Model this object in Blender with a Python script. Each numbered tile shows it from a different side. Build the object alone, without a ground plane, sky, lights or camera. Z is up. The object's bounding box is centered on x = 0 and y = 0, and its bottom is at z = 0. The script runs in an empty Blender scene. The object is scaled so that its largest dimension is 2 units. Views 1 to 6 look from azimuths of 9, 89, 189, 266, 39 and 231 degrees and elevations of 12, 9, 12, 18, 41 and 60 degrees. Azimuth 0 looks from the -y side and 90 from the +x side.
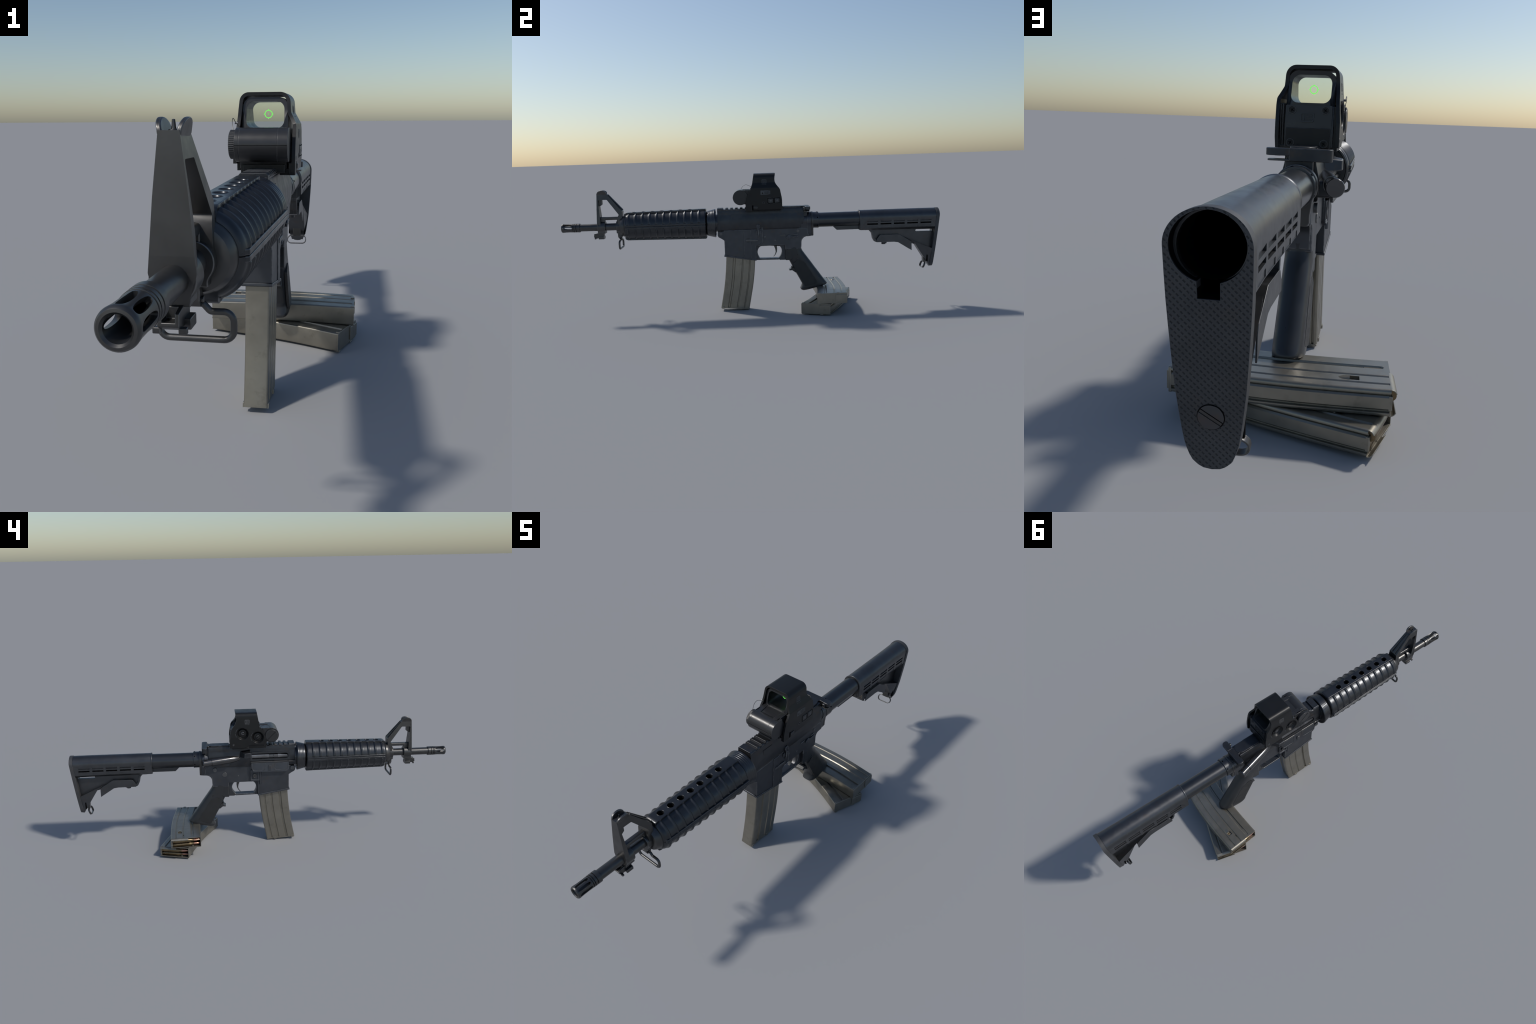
# A short-barrelled black carbine with a holographic sight, standing on its
# curved magazine, with two loaded spare magazines stacked behind it.
# The weapon lies along y (muzzle at -y); every number is in metres.
import bpy, bmesh, math
from mathutils import Vector, Matrix

AX = 0.4705            # height of the bore axis
GUN_X = -0.0030        # sideways position of the weapon's mid-plane
pi = math.pi

# ------------------------------------------------------------------ materials
EDGE = {}          # worn variant used on the rounded edges of each material


def material(name, base, rough, metallic=0.0, edge=None, edge_amount=0.5, stain=None,
             stain_amount=0.0, mottle=0.25, grain=(0.0, 900.0), spec=0.5, streak=False, rough_var=0.10,
             scratches=0.0, worn_edge=False):
    kw = dict(locals())
    m = bpy.data.materials.new(name)
    m.use_nodes = True
    nt = m.node_tree
    N, L = nt.nodes, nt.links
    p = N["Principled BSDF"]
    p.inputs["Metallic"].default_value = metallic
    p.inputs["Specular IOR Level"].default_value = spec
    tc = N.new("ShaderNodeTexCoord")
    mp = N.new("ShaderNodeMapping")
    L.new(tc.outputs["Object"], mp.inputs["Vector"])
    if streak:
        mp.inputs["Scale"].default_value = (6.0, 1.0, 1.0)

    def noise(scale, detail=4.0, rough=0.6):
        n = N.new("ShaderNodeTexNoise")
        n.inputs["Scale"].default_value = scale
        n.inputs["Detail"].default_value = detail
        n.inputs["Roughness"].default_value = rough
        L.new(mp.outputs[0], n.inputs["Vector"])
        return n.outputs["Fac"]

    def ramp(src, a, b, lo=0.0, hi=1.0):
        r = N.new("ShaderNodeMapRange")
        r.inputs["From Min"].default_value = a
        r.inputs["From Max"].default_value = b
        r.inputs["To Min"].default_value = lo
        r.inputs["To Max"].default_value = hi
        L.new(src, r.inputs["Value"])
        return r.outputs[0]

    def math_node(op, a, b):
        n = N.new("ShaderNodeMath")
        n.operation = op
        for i, v in enumerate((a, b)):
            if isinstance(v, float):
                n.inputs[i].default_value = v
            else:
                L.new(v, n.inputs[i])
        return n.outputs[0]

    def mix(fac, a, b):
        n = N.new("ShaderNodeMix")
        n.data_type = "RGBA"
        L.new(fac, n.inputs["Factor"])
        for s, v in ((n.inputs[6], a), (n.inputs[7], b)):
            if isinstance(v, tuple):
                s.default_value = (*v, 1.0)
            else:
                L.new(v, s)
        return n.outputs[2]

    dark = tuple(c * (1.0 - mottle) for c in base)
    light = tuple(min(1.0, c * (1.0 + mottle)) for c in base)
    big = noise(14.0, 5.0)
    colour = mix(ramp(big, 0.35, 0.65), dark, light)
    if stain:
        s = ramp(noise(22.0, 6.0, 0.7), 0.56, 0.68, 0.0, stain_amount)
        colour = mix(s, colour, stain)
    if scratches:
        w = N.new("ShaderNodeTexNoise")
        w.inputs["Scale"].default_value = 120.0
        w.inputs["Detail"].default_value = 8.0
        L.new(mp.outputs[0], w.inputs["Vector"])
        colour = mix(ramp(w.outputs["Fac"], 0.68, 0.74, 0.0, scratches), colour, tuple(min(1, c * 4 + 0.03) for c in base))
    if worn_edge:
        colour = mix(ramp(noise(55.0, 4.0), 0.36, 0.62, 0.12 * edge_amount, edge_amount), colour, edge)
    elif edge:
        kw.update(name=name + "_worn", worn_edge=True)
        EDGE[m.name] = material(**kw)
    L.new(colour, p.inputs["Base Color"])
    L.new(ramp(noise(35.0, 5.0), 0.3, 0.7, max(0.05, rough - rough_var), rough + rough_var), p.inputs["Roughness"])
    if grain[0] > 0:
        b = N.new("ShaderNodeBump")
        b.inputs["Strength"].default_value = grain[0]
        b.inputs["Distance"].default_value = 0.002
        L.new(noise(grain[1], 2.0), b.inputs["Height"])
        L.new(b.outputs[0], p.inputs["Normal"])
    return m


def glass_material():
    m = bpy.data.materials.new("coated_glass")
    m.use_nodes = True
    p = m.node_tree.nodes["Principled BSDF"]
    p.inputs["Base Color"].default_value = (0.90, 0.93, 0.90, 1)
    p.inputs["Roughness"].default_value = 0.0
    p.inputs["IOR"].default_value = 1.08
    p.inputs["Transmission Weight"].default_value = 1.0
    return m


def glow_material():
    m = bpy.data.materials.new("reticle_light")
    m.use_nodes = True
    p = m.node_tree.nodes["Principled BSDF"]
    p.inputs["Base Color"].default_value = (0.05, 0.3, 0.05, 1)
    p.inputs["Emission Color"].default_value = (0.20, 1.0, 0.13, 1)
    p.inputs["Emission Strength"].default_value = 1.0
    return m


def pad_material():
    """Rubber butt pad with a moulded diamond checker (bump + darker pits)."""
    m = material("checkered_rubber", (0.046, 0.047, 0.050), 0.55, stain=(0.06, 0.045, 0.035), stain_amount=0.30,
                 edge=(0.13, 0.13, 0.14), edge_amount=0.5, mottle=0.15)
    nt = m.node_tree
    N, L = nt.nodes, nt.links
    p = N["Principled BSDF"]
    tc = N.new("ShaderNodeTexCoord")
    waves = []
    for sx, sz, per in ((0.7071, 0.7071, 0.0048), (0.7071, -0.7071, 0.0048)):
        v = N.new("ShaderNodeVectorMath")
        v.operation = "DOT_PRODUCT"
        v.inputs[1].default_value = (sx, 0.0, sz)
        L.new(tc.outputs["Object"], v.inputs[0])
        s = N.new("ShaderNodeMath")
        s.operation = "MULTIPLY"
        s.inputs[1].default_value = 2 * pi / (per * 1.2)
        L.new(v.outputs["Value"], s.inputs[0])
        c = N.new("ShaderNodeMath")
        c.operation = "SINE"
        L.new(s.outputs[0], c.inputs[0])
        waves.append(c.outputs[0])
    pits = []
    for wv, lo_, hi_ in ((waves[0], -0.5, 0.2), (waves[1], 0.45, 0.9)):
        r = N.new("ShaderNodeMapRange")
        r.inputs["From Min"].default_value, r.inputs["From Max"].default_value = lo_, hi_
        L.new(wv, r.inputs["Value"])
        pits.append(r.outputs[0])
    pit = N.new("ShaderNodeMath")
    pit.operation = "MULTIPLY"
    L.new(pits[0], pit.inputs[0])
    L.new(pits[1], pit.inputs[1])
    geo = N.new("ShaderNodeNewGeometry")
    sep = N.new("ShaderNodeSeparateXYZ")
    L.new(geo.outputs["Normal"], sep.inputs[0])
    face = N.new("ShaderNodeMapRange")
    face.inputs["From Min"].default_value = 0.8
    face.inputs["From Max"].default_value = 0.95
    L.new(sep.outputs["Y"], face.inputs["Value"])
    pm = N.new("ShaderNodeMath")
    pm.operation = "MULTIPLY"
    L.new(pit.outputs[0], pm.inputs[0])
    L.new(face.outputs[0], pm.inputs[1])
    b = N.new("ShaderNodeBump")
    b.invert = True
    b.inputs["Strength"].default_value = 0.7
    b.inputs["Distance"].default_value = 0.002
    L.new(pm.outputs[0], b.inputs["Height"])
    L.new(b.outputs[0], p.inputs["Normal"])
    old = p.inputs["Base Color"].links[0].from_socket
    mx = N.new("ShaderNodeMix")
    mx.data_type = "RGBA"
    L.new(pm.outputs[0], mx.inputs["Factor"])
    L.new(old, mx.inputs[6])
    mx.inputs[7].default_value = (0.012, 0.013, 0.015, 1)
    L.new(mx.outputs[2], p.inputs["Base Color"])
    return m


WORN = (0.23, 0.23, 0.23)
M_ALLOY = material("anodised_alloy", (0.060, 0.063, 0.069), 0.40, 0.85, edge=WORN, edge_amount=0.40,
                   stain=(0.095, 0.072, 0.055), stain_amount=0.45, grain=(0.03, 700.0), mottle=0.12, rough_var=0.07)
M_LOWER = material("lower_alloy", (0.078, 0.083, 0.093), 0.42, 0.80, edge=(0.27, 0.275, 0.28), edge_amount=0.7,
                   stain=(0.11, 0.088, 0.07), stain_amount=0.35, grain=(0.03, 700.0), mottle=0.10, rough_var=0.05)
M_STEEL = material("phosphated_steel", (0.092, 0.091, 0.090), 0.36, 0.85, edge=(0.27, 0.27, 0.27), edge_amount=0.45,
                   stain=(0.10, 0.082, 0.07), stain_amount=0.2, grain=(0.02, 900.0), mottle=0.08, rough_var=0.06)
M_POLY = material("black_polymer", (0.060, 0.063, 0.068), 0.33, 0.80, edge=(0.20, 0.205, 0.21), edge_amount=0.45,
                  stain=(0.075, 0.064, 0.057), stain_amount=0.2, grain=(0.03, 800.0), scratches=0.06, mottle=0.10, rough_var=0.07)
M_STOCK = material("stock_polymer", (0.088, 0.091, 0.097), 0.36, 0.85, edge=(0.20, 0.205, 0.21), edge_amount=0.45,
                   stain=(0.12, 0.082, 0.062), stain_amount=0.30, grain=(0.02, 800.0), scratches=0.10, mottle=0.10, rough_var=0.05)
M_TUBE = material("tube_alloy", (0.075, 0.078, 0.083), 0.30, 0.88, edge=WORN, edge_amount=0.45,
                  stain=(0.11, 0.085, 0.07), stain_amount=0.12, scratches=0.04, mottle=0.06, rough_var=0.02)
M_SHINE = material("polished_steel", (0.10, 0.10, 0.103), 0.22, 0.85, edge=(0.3, 0.3, 0.3), edge_amount=0.5, stain=(0.07, 0.06, 0.05), stain_amount=0.3, mottle=0.08, rough_var=0.05)
M_GRIP = material("stippled_grip", (0.018, 0.0185, 0.019), 0.46, 0.0, edge=(0.07, 0.07, 0.07), edge_amount=0.3,
                  grain=(0.55, 480.0), mottle=0.10)
M_SMOOTH = material("smooth_grip", (0.024, 0.0255, 0.028), 0.36, 0.0, edge=(0.08, 0.08, 0.08), edge_amount=0.35,
                    grain=(0.04, 900.0), mottle=0.10)
M_OPTIC = material("optic_black", (0.0095, 0.0098, 0.0102), 0.38, 0.0, edge=(0.11, 0.11, 0.11), edge_amount=0.40,
                   mottle=0.08, grain=(0.02, 900.0), spec=0.35, rough_var=0.05)
M_OPTICB = material("optic_housing", (0.026, 0.0265, 0.028), 0.32, 0.1, edge=(0.14, 0.14, 0.14), edge_amount=0.45,
                    mottle=0.10, grain=(0.02, 900.0), rough_var=0.05)
M_MARK = material("grey_marking", (0.075, 0.078, 0.082), 0.55, mottle=0.25)
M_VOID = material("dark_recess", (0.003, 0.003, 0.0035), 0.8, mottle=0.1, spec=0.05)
M_BOLT = material("bare_steel", (0.20, 0.20, 0.205), 0.36, 0.8, edge=(0.4, 0.4, 0.4), stain=(0.16, 0.13, 0.10), stain_amount=0.4)
M_PIN = material("worn_pin", (0.125, 0.126, 0.128), 0.42, 0.75, edge=(0.3, 0.3, 0.3), mottle=0.12)
M_MAG = material("magazine_alloy", (0.270, 0.252, 0.212), 0.36, 0.80, edge=(0.50, 0.48, 0.42), edge_amount=0.45,
                 stain=(0.14, 0.125, 0.10), stain_amount=0.35, mottle=0.08, grain=(0.03, 500.0), rough_var=0.06)
M_BRASS = material("cartridge_brass", (0.20, 0.148, 0.085), 0.33, 0.9, stain=(0.13, 0.085, 0.05), stain_amount=0.5)
M_COPPER = material("bullet_copper", (0.43, 0.235, 0.17), 0.30, 0.9)
M_GLASS = glass_material()
M_GLOW = glow_material()
M_PAD = pad_material()

# ------------------------------------------------------------------ helpers
COL = bpy.context.scene.collection


def wear(md, me):
    """Give the bevelled faces the worn variant of the mesh's material."""
    worn = EDGE.get(me.materials[0].name)
    if worn:
        if len(me.materials) < 2:
            me.materials.append(worn)
        md.material = 1


def place(name, bm, mat, parent=None, bevel=0.0, seg=2, angle=32.0, smooth=True, kind=None):
    bmesh.ops.recalc_face_normals(bm, faces=bm.faces)
    me = bpy.data.meshes.new(name)
    bm.to_mesh(me)
    bm.free()
    ob = bpy.data.objects.new(name, me)
    COL.objects.link(ob)
    me.materials.append(mat)
    me.polygons.foreach_set("use_smooth", [smooth] * len(me.polygons))
    if bevel > 0:
        md = ob.modifiers.new("round_edges", "BEVEL")
        md.width, md.segments, md.limit_method = bevel, seg, "ANGLE"
        md.angle_limit = math.radians(angle)
        md.harden_normals = True
        wear(md, me)
        md.use_clamp_overlap = True
        md.miter_outer = "MITER_ARC"
    elif smooth:
        me.set_sharp_from_angle(angle=math.radians(angle))
    if parent:
        ob.parent = parent
    if kind:
        ob["kind"] = kind
    return ob


def cut(ob, cutters, bevel=0.0, seg=2, angle=32.0):
    """Subtract the cutter objects, then delete them."""
    mods = list(ob.modifiers)
    for md in mods:
        ob.modifiers.remove(md)
    for c in cutters:
        c.parent = ob.parent
        c.location = ob.location
        md = ob.modifiers.new("hole", "BOOLEAN")
        md.operation, md.object, md.solver = "DIFFERENCE", c, "EXACT"
    dg = bpy.context.evaluated_depsgraph_get()
    me = bpy.data.meshes.new_from_object(ob.evaluated_get(dg))
    ob.modifiers.clear()
    old, ob.data = ob.data, me
    bpy.data.meshes.remove(old)
    for c in cutters:
        cm = c.data
        bpy.data.objects.remove(c)
        bpy.data.meshes.remove(cm)
    me.polygons.foreach_set("use_smooth", [True] * len(me.polygons))
    if bevel > 0:
        bm = bmesh.new()
        bm.from_mesh(me)
        bmesh.ops.remove_doubles(bm, verts=bm.verts, dist=2e-5)
        bmesh.ops.dissolve_limit(bm, angle_limit=math.radians(0.5), verts=bm.verts, edges=bm.edges)
        bm.to_mesh(me)
        bm.free()
        md = ob.modifiers.new("round_edges", "BEVEL")
        md.width, md.segments, md.limit_method = bevel, seg, "ANGLE"
        md.angle_limit = math.radians(angle)
        md.harden_normals = True
        wear(md, me)
        md.use_clamp_overlap = True
    else:
        me.set_sharp_from_angle(angle=math.radians(angle))
    return ob


def fil(pts, n=6):
    """Polygon with rounded corners: a point (a, b, r) gets a fillet of radius r."""
    out, k = [], len(pts)
    for i, q in enumerate(pts):
        p = Vector(q[:2])
        r = q[2] if len(q) > 2 else 0
        if r <= 0:
            out.append(tuple(p))
            continue
        a, b = Vector(pts[i - 1][:2]) - p, Vector(pts[(i + 1) % k][:2]) - p
        la, lb = a.length, b.length
        a.normalize()
        b.normalize()
        ang = a.angle(b)
        t = min(r / math.tan(ang / 2), la * 0.49, lb * 0.49)
        r = t * math.tan(ang / 2)
        c = p + (a + b).normalized() * (r / math.sin(ang / 2))
        s, e = p + a * t - c, p + b * t - c
        a0 = math.atan2(s.y, s.x)
        d = (math.atan2(e.y, e.x) - a0 + pi) % (2 * pi) - pi
        out += [(c.x + r * math.cos(a0 + d * j / n), c.y + r * math.sin(a0 + d * j / n)) for j in range(n + 1)]
    return out


def circle(a, b, r, n=24, rb=None):
    rb = rb or r
    return [(a + r * math.cos(2 * pi * i / n), b + rb * math.sin(2 * pi * i / n)) for i in range(n)]


def slab(loops, d0, d1, axis="x", warp=None, bm=None):
    """Extrude a 2D outline (with holes) from depth d0 to d1 along an axis."""
    out = bm or bmesh.new()
    bm = bmesh.new()
    at = {"x": lambda p, d: (d, p[0], p[1]), "y": lambda p, d: (p[0], d, p[1]), "z": lambda p, d: (p[0], p[1], d)}[axis]
    edges = []
    for loop in loops:
        vs = [bm.verts.new(at(p, d0)) for p in loop]
        edges += [bm.edges.new((vs[i], vs[(i + 1) % len(vs)])) for i in range(len(vs))]
    bmesh.ops.triangle_fill(bm, edges=edges, use_beauty=True, use_dissolve=False)
    if not warp:
        bmesh.ops.dissolve_limit(bm, angle_limit=0.01, verts=bm.verts, edges=bm.edges)
    r = bmesh.ops.extrude_face_region(bm, geom=bm.faces[:])
    mv = Vector(at((0, 0), d1)) - Vector(at((0, 0), d0))
    bmesh.ops.translate(bm, verts=[v for v in r["geom"] if isinstance(v, bmesh.types.BMVert)], vec=mv)
    if warp:
        for v in bm.verts:
            v.co = warp(v.co)
    bmesh.ops.recalc_face_normals(bm, faces=bm.faces)
    join(out, bm)
    return out


def join(out, bm):
    tmp = bpy.data.meshes.new("tmp")
    bm.to_mesh(tmp)
    bm.free()
    out.from_mesh(tmp)
    bpy.data.meshes.remove(tmp)


def box(x0, x1, y0, y1, z0, z1, bm=None):
    return slab([[(y0, z0), (y1, z0), (y1, z1), (y0, z1)]], x0, x1, "x", bm=bm)


def lathe(prof, n=48, axis="y", centre=(0, 0), bm=None, mat=None, closed=False):
    """Spin a profile [(position, radius)] about an axis through centre."""
    bm = bm or bmesh.new()
    if mat is None:
        c0, c1 = centre
        mat = {"y": lambda t, a, b: (c0 + a, t, c1 + b), "x": lambda t, a, b: (t, c0 + a, c1 + b), "z": lambda t, a, b: (c0 + a, c1 + b, t)}[axis]
    rings = []
    for t, r in prof:
        if r <= 1e-6:
            rings.append([bm.verts.new(mat(t, 0, 0))])
        else:
            rings.append([bm.verts.new(mat(t, r * math.cos(2 * pi * i / n), r * math.sin(2 * pi * i / n))) for i in range(n)])
    pairs = list(zip(rings, rings[1:])) + ([(rings[-1], rings[0])] if closed else [])
    for a, b in pairs:
        for i in range(n):
            j = (i + 1) % n
            q = [a[i % len(a)], a[j % len(a)], b[j % len(b)], b[i % len(b)]]
            q = list(dict.fromkeys(q))
            if len(q) > 2:
                bm.faces.new(q)
    if not closed:
        for ring in (rings[0], rings[-1]):
            if len(ring) > 2:
                bm.faces.new(ring)
    return bm


def frame_map(origin, direction, up=(0, 0, 1)):
    d = Vector(direction).normalized()
    u = Vector(up)
    u = (u - d * u.dot(d)).normalized()
    s = d.cross(u)
    o = Vector(origin)
    return lambda t, a, b: o + d * t + s * a + u * b


def wire(path, r, n=10, closed=False, bm=None):
    """Round bar along a path of 3D points."""
    bm = bm or bmesh.new()
    P = [Vector(p) for p in path]
    k = len(P)
    rings, ref = [], None
    for i in range(k):
        a = P[i - 1] if (i or closed) else P[i]
        b = P[(i + 1) % k] if (i < k - 1 or closed) else P[i]
        d = (b - a).normalized()
        if ref is None:
            ref = d.orthogonal().normalized()
        ref = (ref - d * ref.dot(d)).normalized()
        s = d.cross(ref)
        rings.append([bm.verts.new(P[i] + ref * (r * math.cos(2 * pi * j / n)) + s * (r * math.sin(2 * pi * j / n))) for j in range(n)])
    for a, b in list(zip(rings, rings[1:])):
        for j in range(n):
            bm.faces.new((a[j], a[(j + 1) % n], b[(j + 1) % n], b[j]))
    if closed:
        a, b = rings[-1], rings[0]
        off = min(range(n), key=lambda o: (a[0].co - b[o].co).length)
        for j in range(n):
            bm.faces.new((a[j], a[(j + 1) % n], b[(j + 1 + off) % n], b[(j + off) % n]))
    else:
        bm.faces.new(rings[0])
        bm.faces.new(rings[-1])
    return bm


def loft(rings, cap=True, bm=None):
    bm = bm or bmesh.new()
    R = [[bm.verts.new(p) for p in ring] for ring in rings]
    n = len(R[0])
    for a, b in zip(R, R[1:]):
        for i in range(n):
            bm.faces.new((a[i], a[(i + 1) % n], b[(i + 1) % n], b[i]))
    if cap:
        bm.faces.new(R[0])
        bm.faces.new(R[-1])
    return bm


def empty(name, label, category, loc):
    e = bpy.data.objects.new(name, None)
    e.empty_display_size = 0.05
    e.location = loc
    e["label"], e["category"] = label, category
    COL.objects.link(e)
    return e


def disc(name, x0, x1, y, z, r, mat, parent, bevel=0.0008, n=24, rz=None):
    return place(name, slab([circle(y, z, r, n, rz)], x0, x1, "x"), mat, parent, bevel)


def lerp(a, b, t):
    return a + (b - a) * t


def interp(table, t):
    for (a, u), (b, v) in zip(table, table[1:]):
        if t <= b:
            return lerp(u, v, max(0.0, (t - a) / (b - a)))
    return table[-1][1]


gun = empty("carbine", "black carbine with holographic sight, ribbed handguard, telescoping stock", "rifle", (GUN_X, 0, 0))

# ------------------------------------------------------------------ barrel group
place("barrel", lathe([(-0.906, 0.0165), (-0.905, 0.0192), (-0.70, 0.0192), (-0.66, 0.0192), (-0.30, 0.0200), (-0.18, 0.0200)], 40, centre=(0, AX)), M_STEEL, gun)
fh = lathe([(-0.9970, 0.0146), (-1.0, 0.0172), (-0.9995, 0.0205), (-0.9970, 0.0226), (-0.9935, 0.0233), (-0.9900, 0.0230), (-0.9780, 0.0222), (-0.9560, 0.0219), (-0.9430, 0.0225),
            (-0.9395, 0.0225), (-0.9388, 0.0195), (-0.9378, 0.0195), (-0.9370, 0.0230), (-0.9328, 0.0230), (-0.9322, 0.0195), (-0.9306, 0.0195), (-0.9300, 0.0231), (-0.9225, 0.0231),
            (-0.9218, 0.0195), (-0.9200, 0.0195), (-0.9192, 0.0233), (-0.9045, 0.0233), (-0.9035, 0.0225), (-0.9030, 0.0150), (-0.9380, 0.0130), (-0.9420, 0.0142)], 48, centre=(0, AX), closed=True)
fh = place("flash_hider", fh, M_STEEL, gun, angle=38)
slots = []
for i in range(5):          # open on top and at the sides, closed below
    a = pi * i / 4
    rad = Vector((math.cos(a), 0, math.sin(a)))
    side = Vector((-math.sin(a), 0, math.cos(a)))
    ring = []
    for k in range(24):         # lens-shaped slots leave hourglass bars between them
        q = 2 * pi * k / 24
        ring.append((-0.9678 + 0.0252 * math.cos(q), 0.0054 * math.copysign(abs(math.sin(q)) ** 0.75, math.sin(q))))
    o = Vector((0, 0, AX))
    lo = [o + rad * 0.010 + side * (w * 0.70) + Vector((0, y, 0)) for y, w in ring]
    hi = [o + rad * 0.030 + side * (w * 1.45) + Vector((0, y, 0)) for y, w in ring]
    slots.append(place("cutter", loft([lo, hi]), M_VOID))
cut(fh, slots, 0.0008, 2, 32)
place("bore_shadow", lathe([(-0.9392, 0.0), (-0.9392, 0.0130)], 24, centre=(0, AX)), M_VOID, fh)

# ------------------------------------------------------------------ front sight
def sight_taper(v):
    hw = interp([(0.43, 0.026), (0.50, 0.0278), (0.57, 0.0219), (0.645, 0.0129), (0.70, 0.0129)], v.z)
    return Vector((v.x * hw, v.y, v.z))

outer = fil([(-0.8065, 0.480), (-0.8065, 0.500), (-0.8030, 0.648, 0.003), (-0.752, 0.6455, 0.010), (-0.6750, 0.5520, 0.006), (-0.6770, 0.536, 0.004), (-0.6770, 0.482), (-0.7020, 0.482), (-0.6990, 0.5240),
             (-0.6925, 0.5345, 0.003), (-0.7520, 0.6145, 0.006), (-0.7975, 0.6145, 0.004), (-0.7940, 0.560), (-0.7915, 0.5235), (-0.7900, 0.480)])
fs = place("front_sight", slab([outer], -1.0, 1.0, "x", sight_taper), M_STEEL, gun, 0.0022, 2)
fs.location.x = -0.001
place("gas_strut", slab([fil([(-0.0100, 0.5070, 0.004), (0.0100, 0.5070, 0.004), (0.0100, 0.5238, 0.005), (-0.0100, 0.5238, 0.005)])], -0.7960, -0.6900, "y"), M_STEEL, fs, 0.0008)
for y0, y1 in ((-0.7935, -0.7695), (-0.7075, -0.6900)):
    place("strut_foot", box(-0.0104, 0.0104, y0, y1, 0.488, 0.5150), M_STEEL, fs, 0.002)

def band(name, y0, y1, r, foot, hw):
    arc = [(r * math.cos(a), AX + r * math.sin(a)) for a in [math.radians(-28 + 236 * i / 30) for i in range(31)]]
    prof = arc[:1] + arc[1:] + [(-hw, foot + 0.010), (-hw, foot), (hw, foot), (hw, foot + 0.010)]
    return place(name, slab([prof], y0, y1, "y"), M_STEEL, fs, 0.0018, 2, 30)

band("barrel_band", -0.8075, -0.7685, 0.0305, 0.4375, 0.0210)
band("barrel_band", -0.7105, -0.6745, 0.0305, 0.4365, 0.0210)
def plate_lean(v):
    return Vector((v.x, v.y + max(0.0, v.z - 0.50) * 0.0045 / 0.148, v.z))
place("front_plate", slab([fil([(-0.0132, 0.6480), (-0.0222, 0.5700), (-0.0283, 0.5000, 0.02), (-0.0305, 0.478, 0.010), (-0.0215, 0.448, 0.006), (-0.0205, 0.4378), (0.0205, 0.4378), (0.0215, 0.448, 0.006), (0.0305, 0.478, 0.010), (0.0283, 0.5000, 0.02), (0.0222, 0.5700), (0.0132, 0.6480)])], -0.8085, -0.8035, "y", plate_lean), M_STEEL, fs, 0.0018, 3)
for s in (-1, 1):
    n = 14
    rings = []
    for x_low, x_high in ((0.0080, 0.0130), (0.0140, 0.0198)):
        ring = []
        for i in range(n + 1):
            a = pi * i / n
            z = 0.6440 + 0.0195 * math.sin(a) ** 0.8
            y = -0.7785 - 0.0250 * math.cos(a) + 0.002 * math.sin(a)
            t = (z - 0.644) / 0.0195
            ring.append((s * lerp(x_low, x_high, t), y, z))
        ring += [(s * x_low, -0.7555, 0.640), (s * x_low, -0.8015, 0.640)]
        rings.append(ring)
    place("sight_ear", loft(rings), M_STEEL, fs, 0.0018, 3, 40)
place("sight_post", lathe([(0.640, 0.0075), (0.6475, 0.0072), (0.6490, 0.0060), (0.6495, 0.0034), (0.6515, 0.0028), (0.6605, 0.0020), (0.6610, 0.0)], 20, "z", (0, -0.781)), M_STEEL, fs)
place("detent_boss", slab([fil([(-0.798, 0.616), (-0.779, 0.616), (-0.779, 0.590, 0.006), (-0.791, 0.581, 0.004), (-0.798, 0.583)])], -0.010, 0.010, "x"), M_STEEL, fs, 0.0015)
for s in (-1, 1):       # twin ribs down the back of the rear leg
    r0, r1 = Vector((s * 0.0062, -0.7470, 0.6405)), Vector((s * 0.0100, -0.6745, 0.5575))
    place("leg_rib", wire([r0, r1], 0.0026, 8), M_STEEL, fs)
place("gas_tube", lathe([(-0.700, 0.0095), (-0.640, 0.0095)], 20, centre=(0, 0.5150)), M_STEEL, gun)
nose = fil([(-0.8080, 0.4400), (-0.8310, 0.4355, 0.002), (-0.8325, 0.4190, 0.003), (-0.8245, 0.4135, 0.003), (-0.8060, 0.4135), (-0.8060, 0.4070), (-0.7790, 0.4070), (-0.7790, 0.4390)])
lug = place("bayonet_lug", slab([nose], -0.0135, 0.0135, "x"), M_STEEL, fs)
cut(lug, [place("cutter", box(-0.008, 0.008, -0.84, -0.813, 0.424, 0.45), M_VOID)], 0.0010)
for s in (-1, 1):
    place("lug_rail", slab([fil([(-0.8280, 0.4170, 0.002), (-0.8280, 0.4085, 0.002), (-0.8200, 0.4085), (-0.8200, 0.4170)])], s * 0.011, s * 0.0215, "x"), M_STEEL, lug, 0.0012)
    place("lug_rail", slab([fil([(-0.8070, 0.4230, 0.002), (-0.8070, 0.4080, 0.002), (-0.7790, 0.4080, 0.002), (-0.7790, 0.4230, 0.002)])], s * 0.011, s * 0.0215, "x"), M_STEEL, lug, 0.0012)
place("swivel_lug", slab([fil([(-0.7080, 0.438), (-0.7070, 0.416, 0.006), (-0.7020, 0.406, 0.006), (-0.6880, 0.406, 0.006), (-0.6840, 0.416, 0.006), (-0.6830, 0.438)])], -0.0085, 0.0085, "x"), M_STEEL, fs, 0.002)
disc("swivel_pin", -0.0125, 0.0125, -0.6965, 0.4165, 0.0050, M_STEEL, fs)
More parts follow.
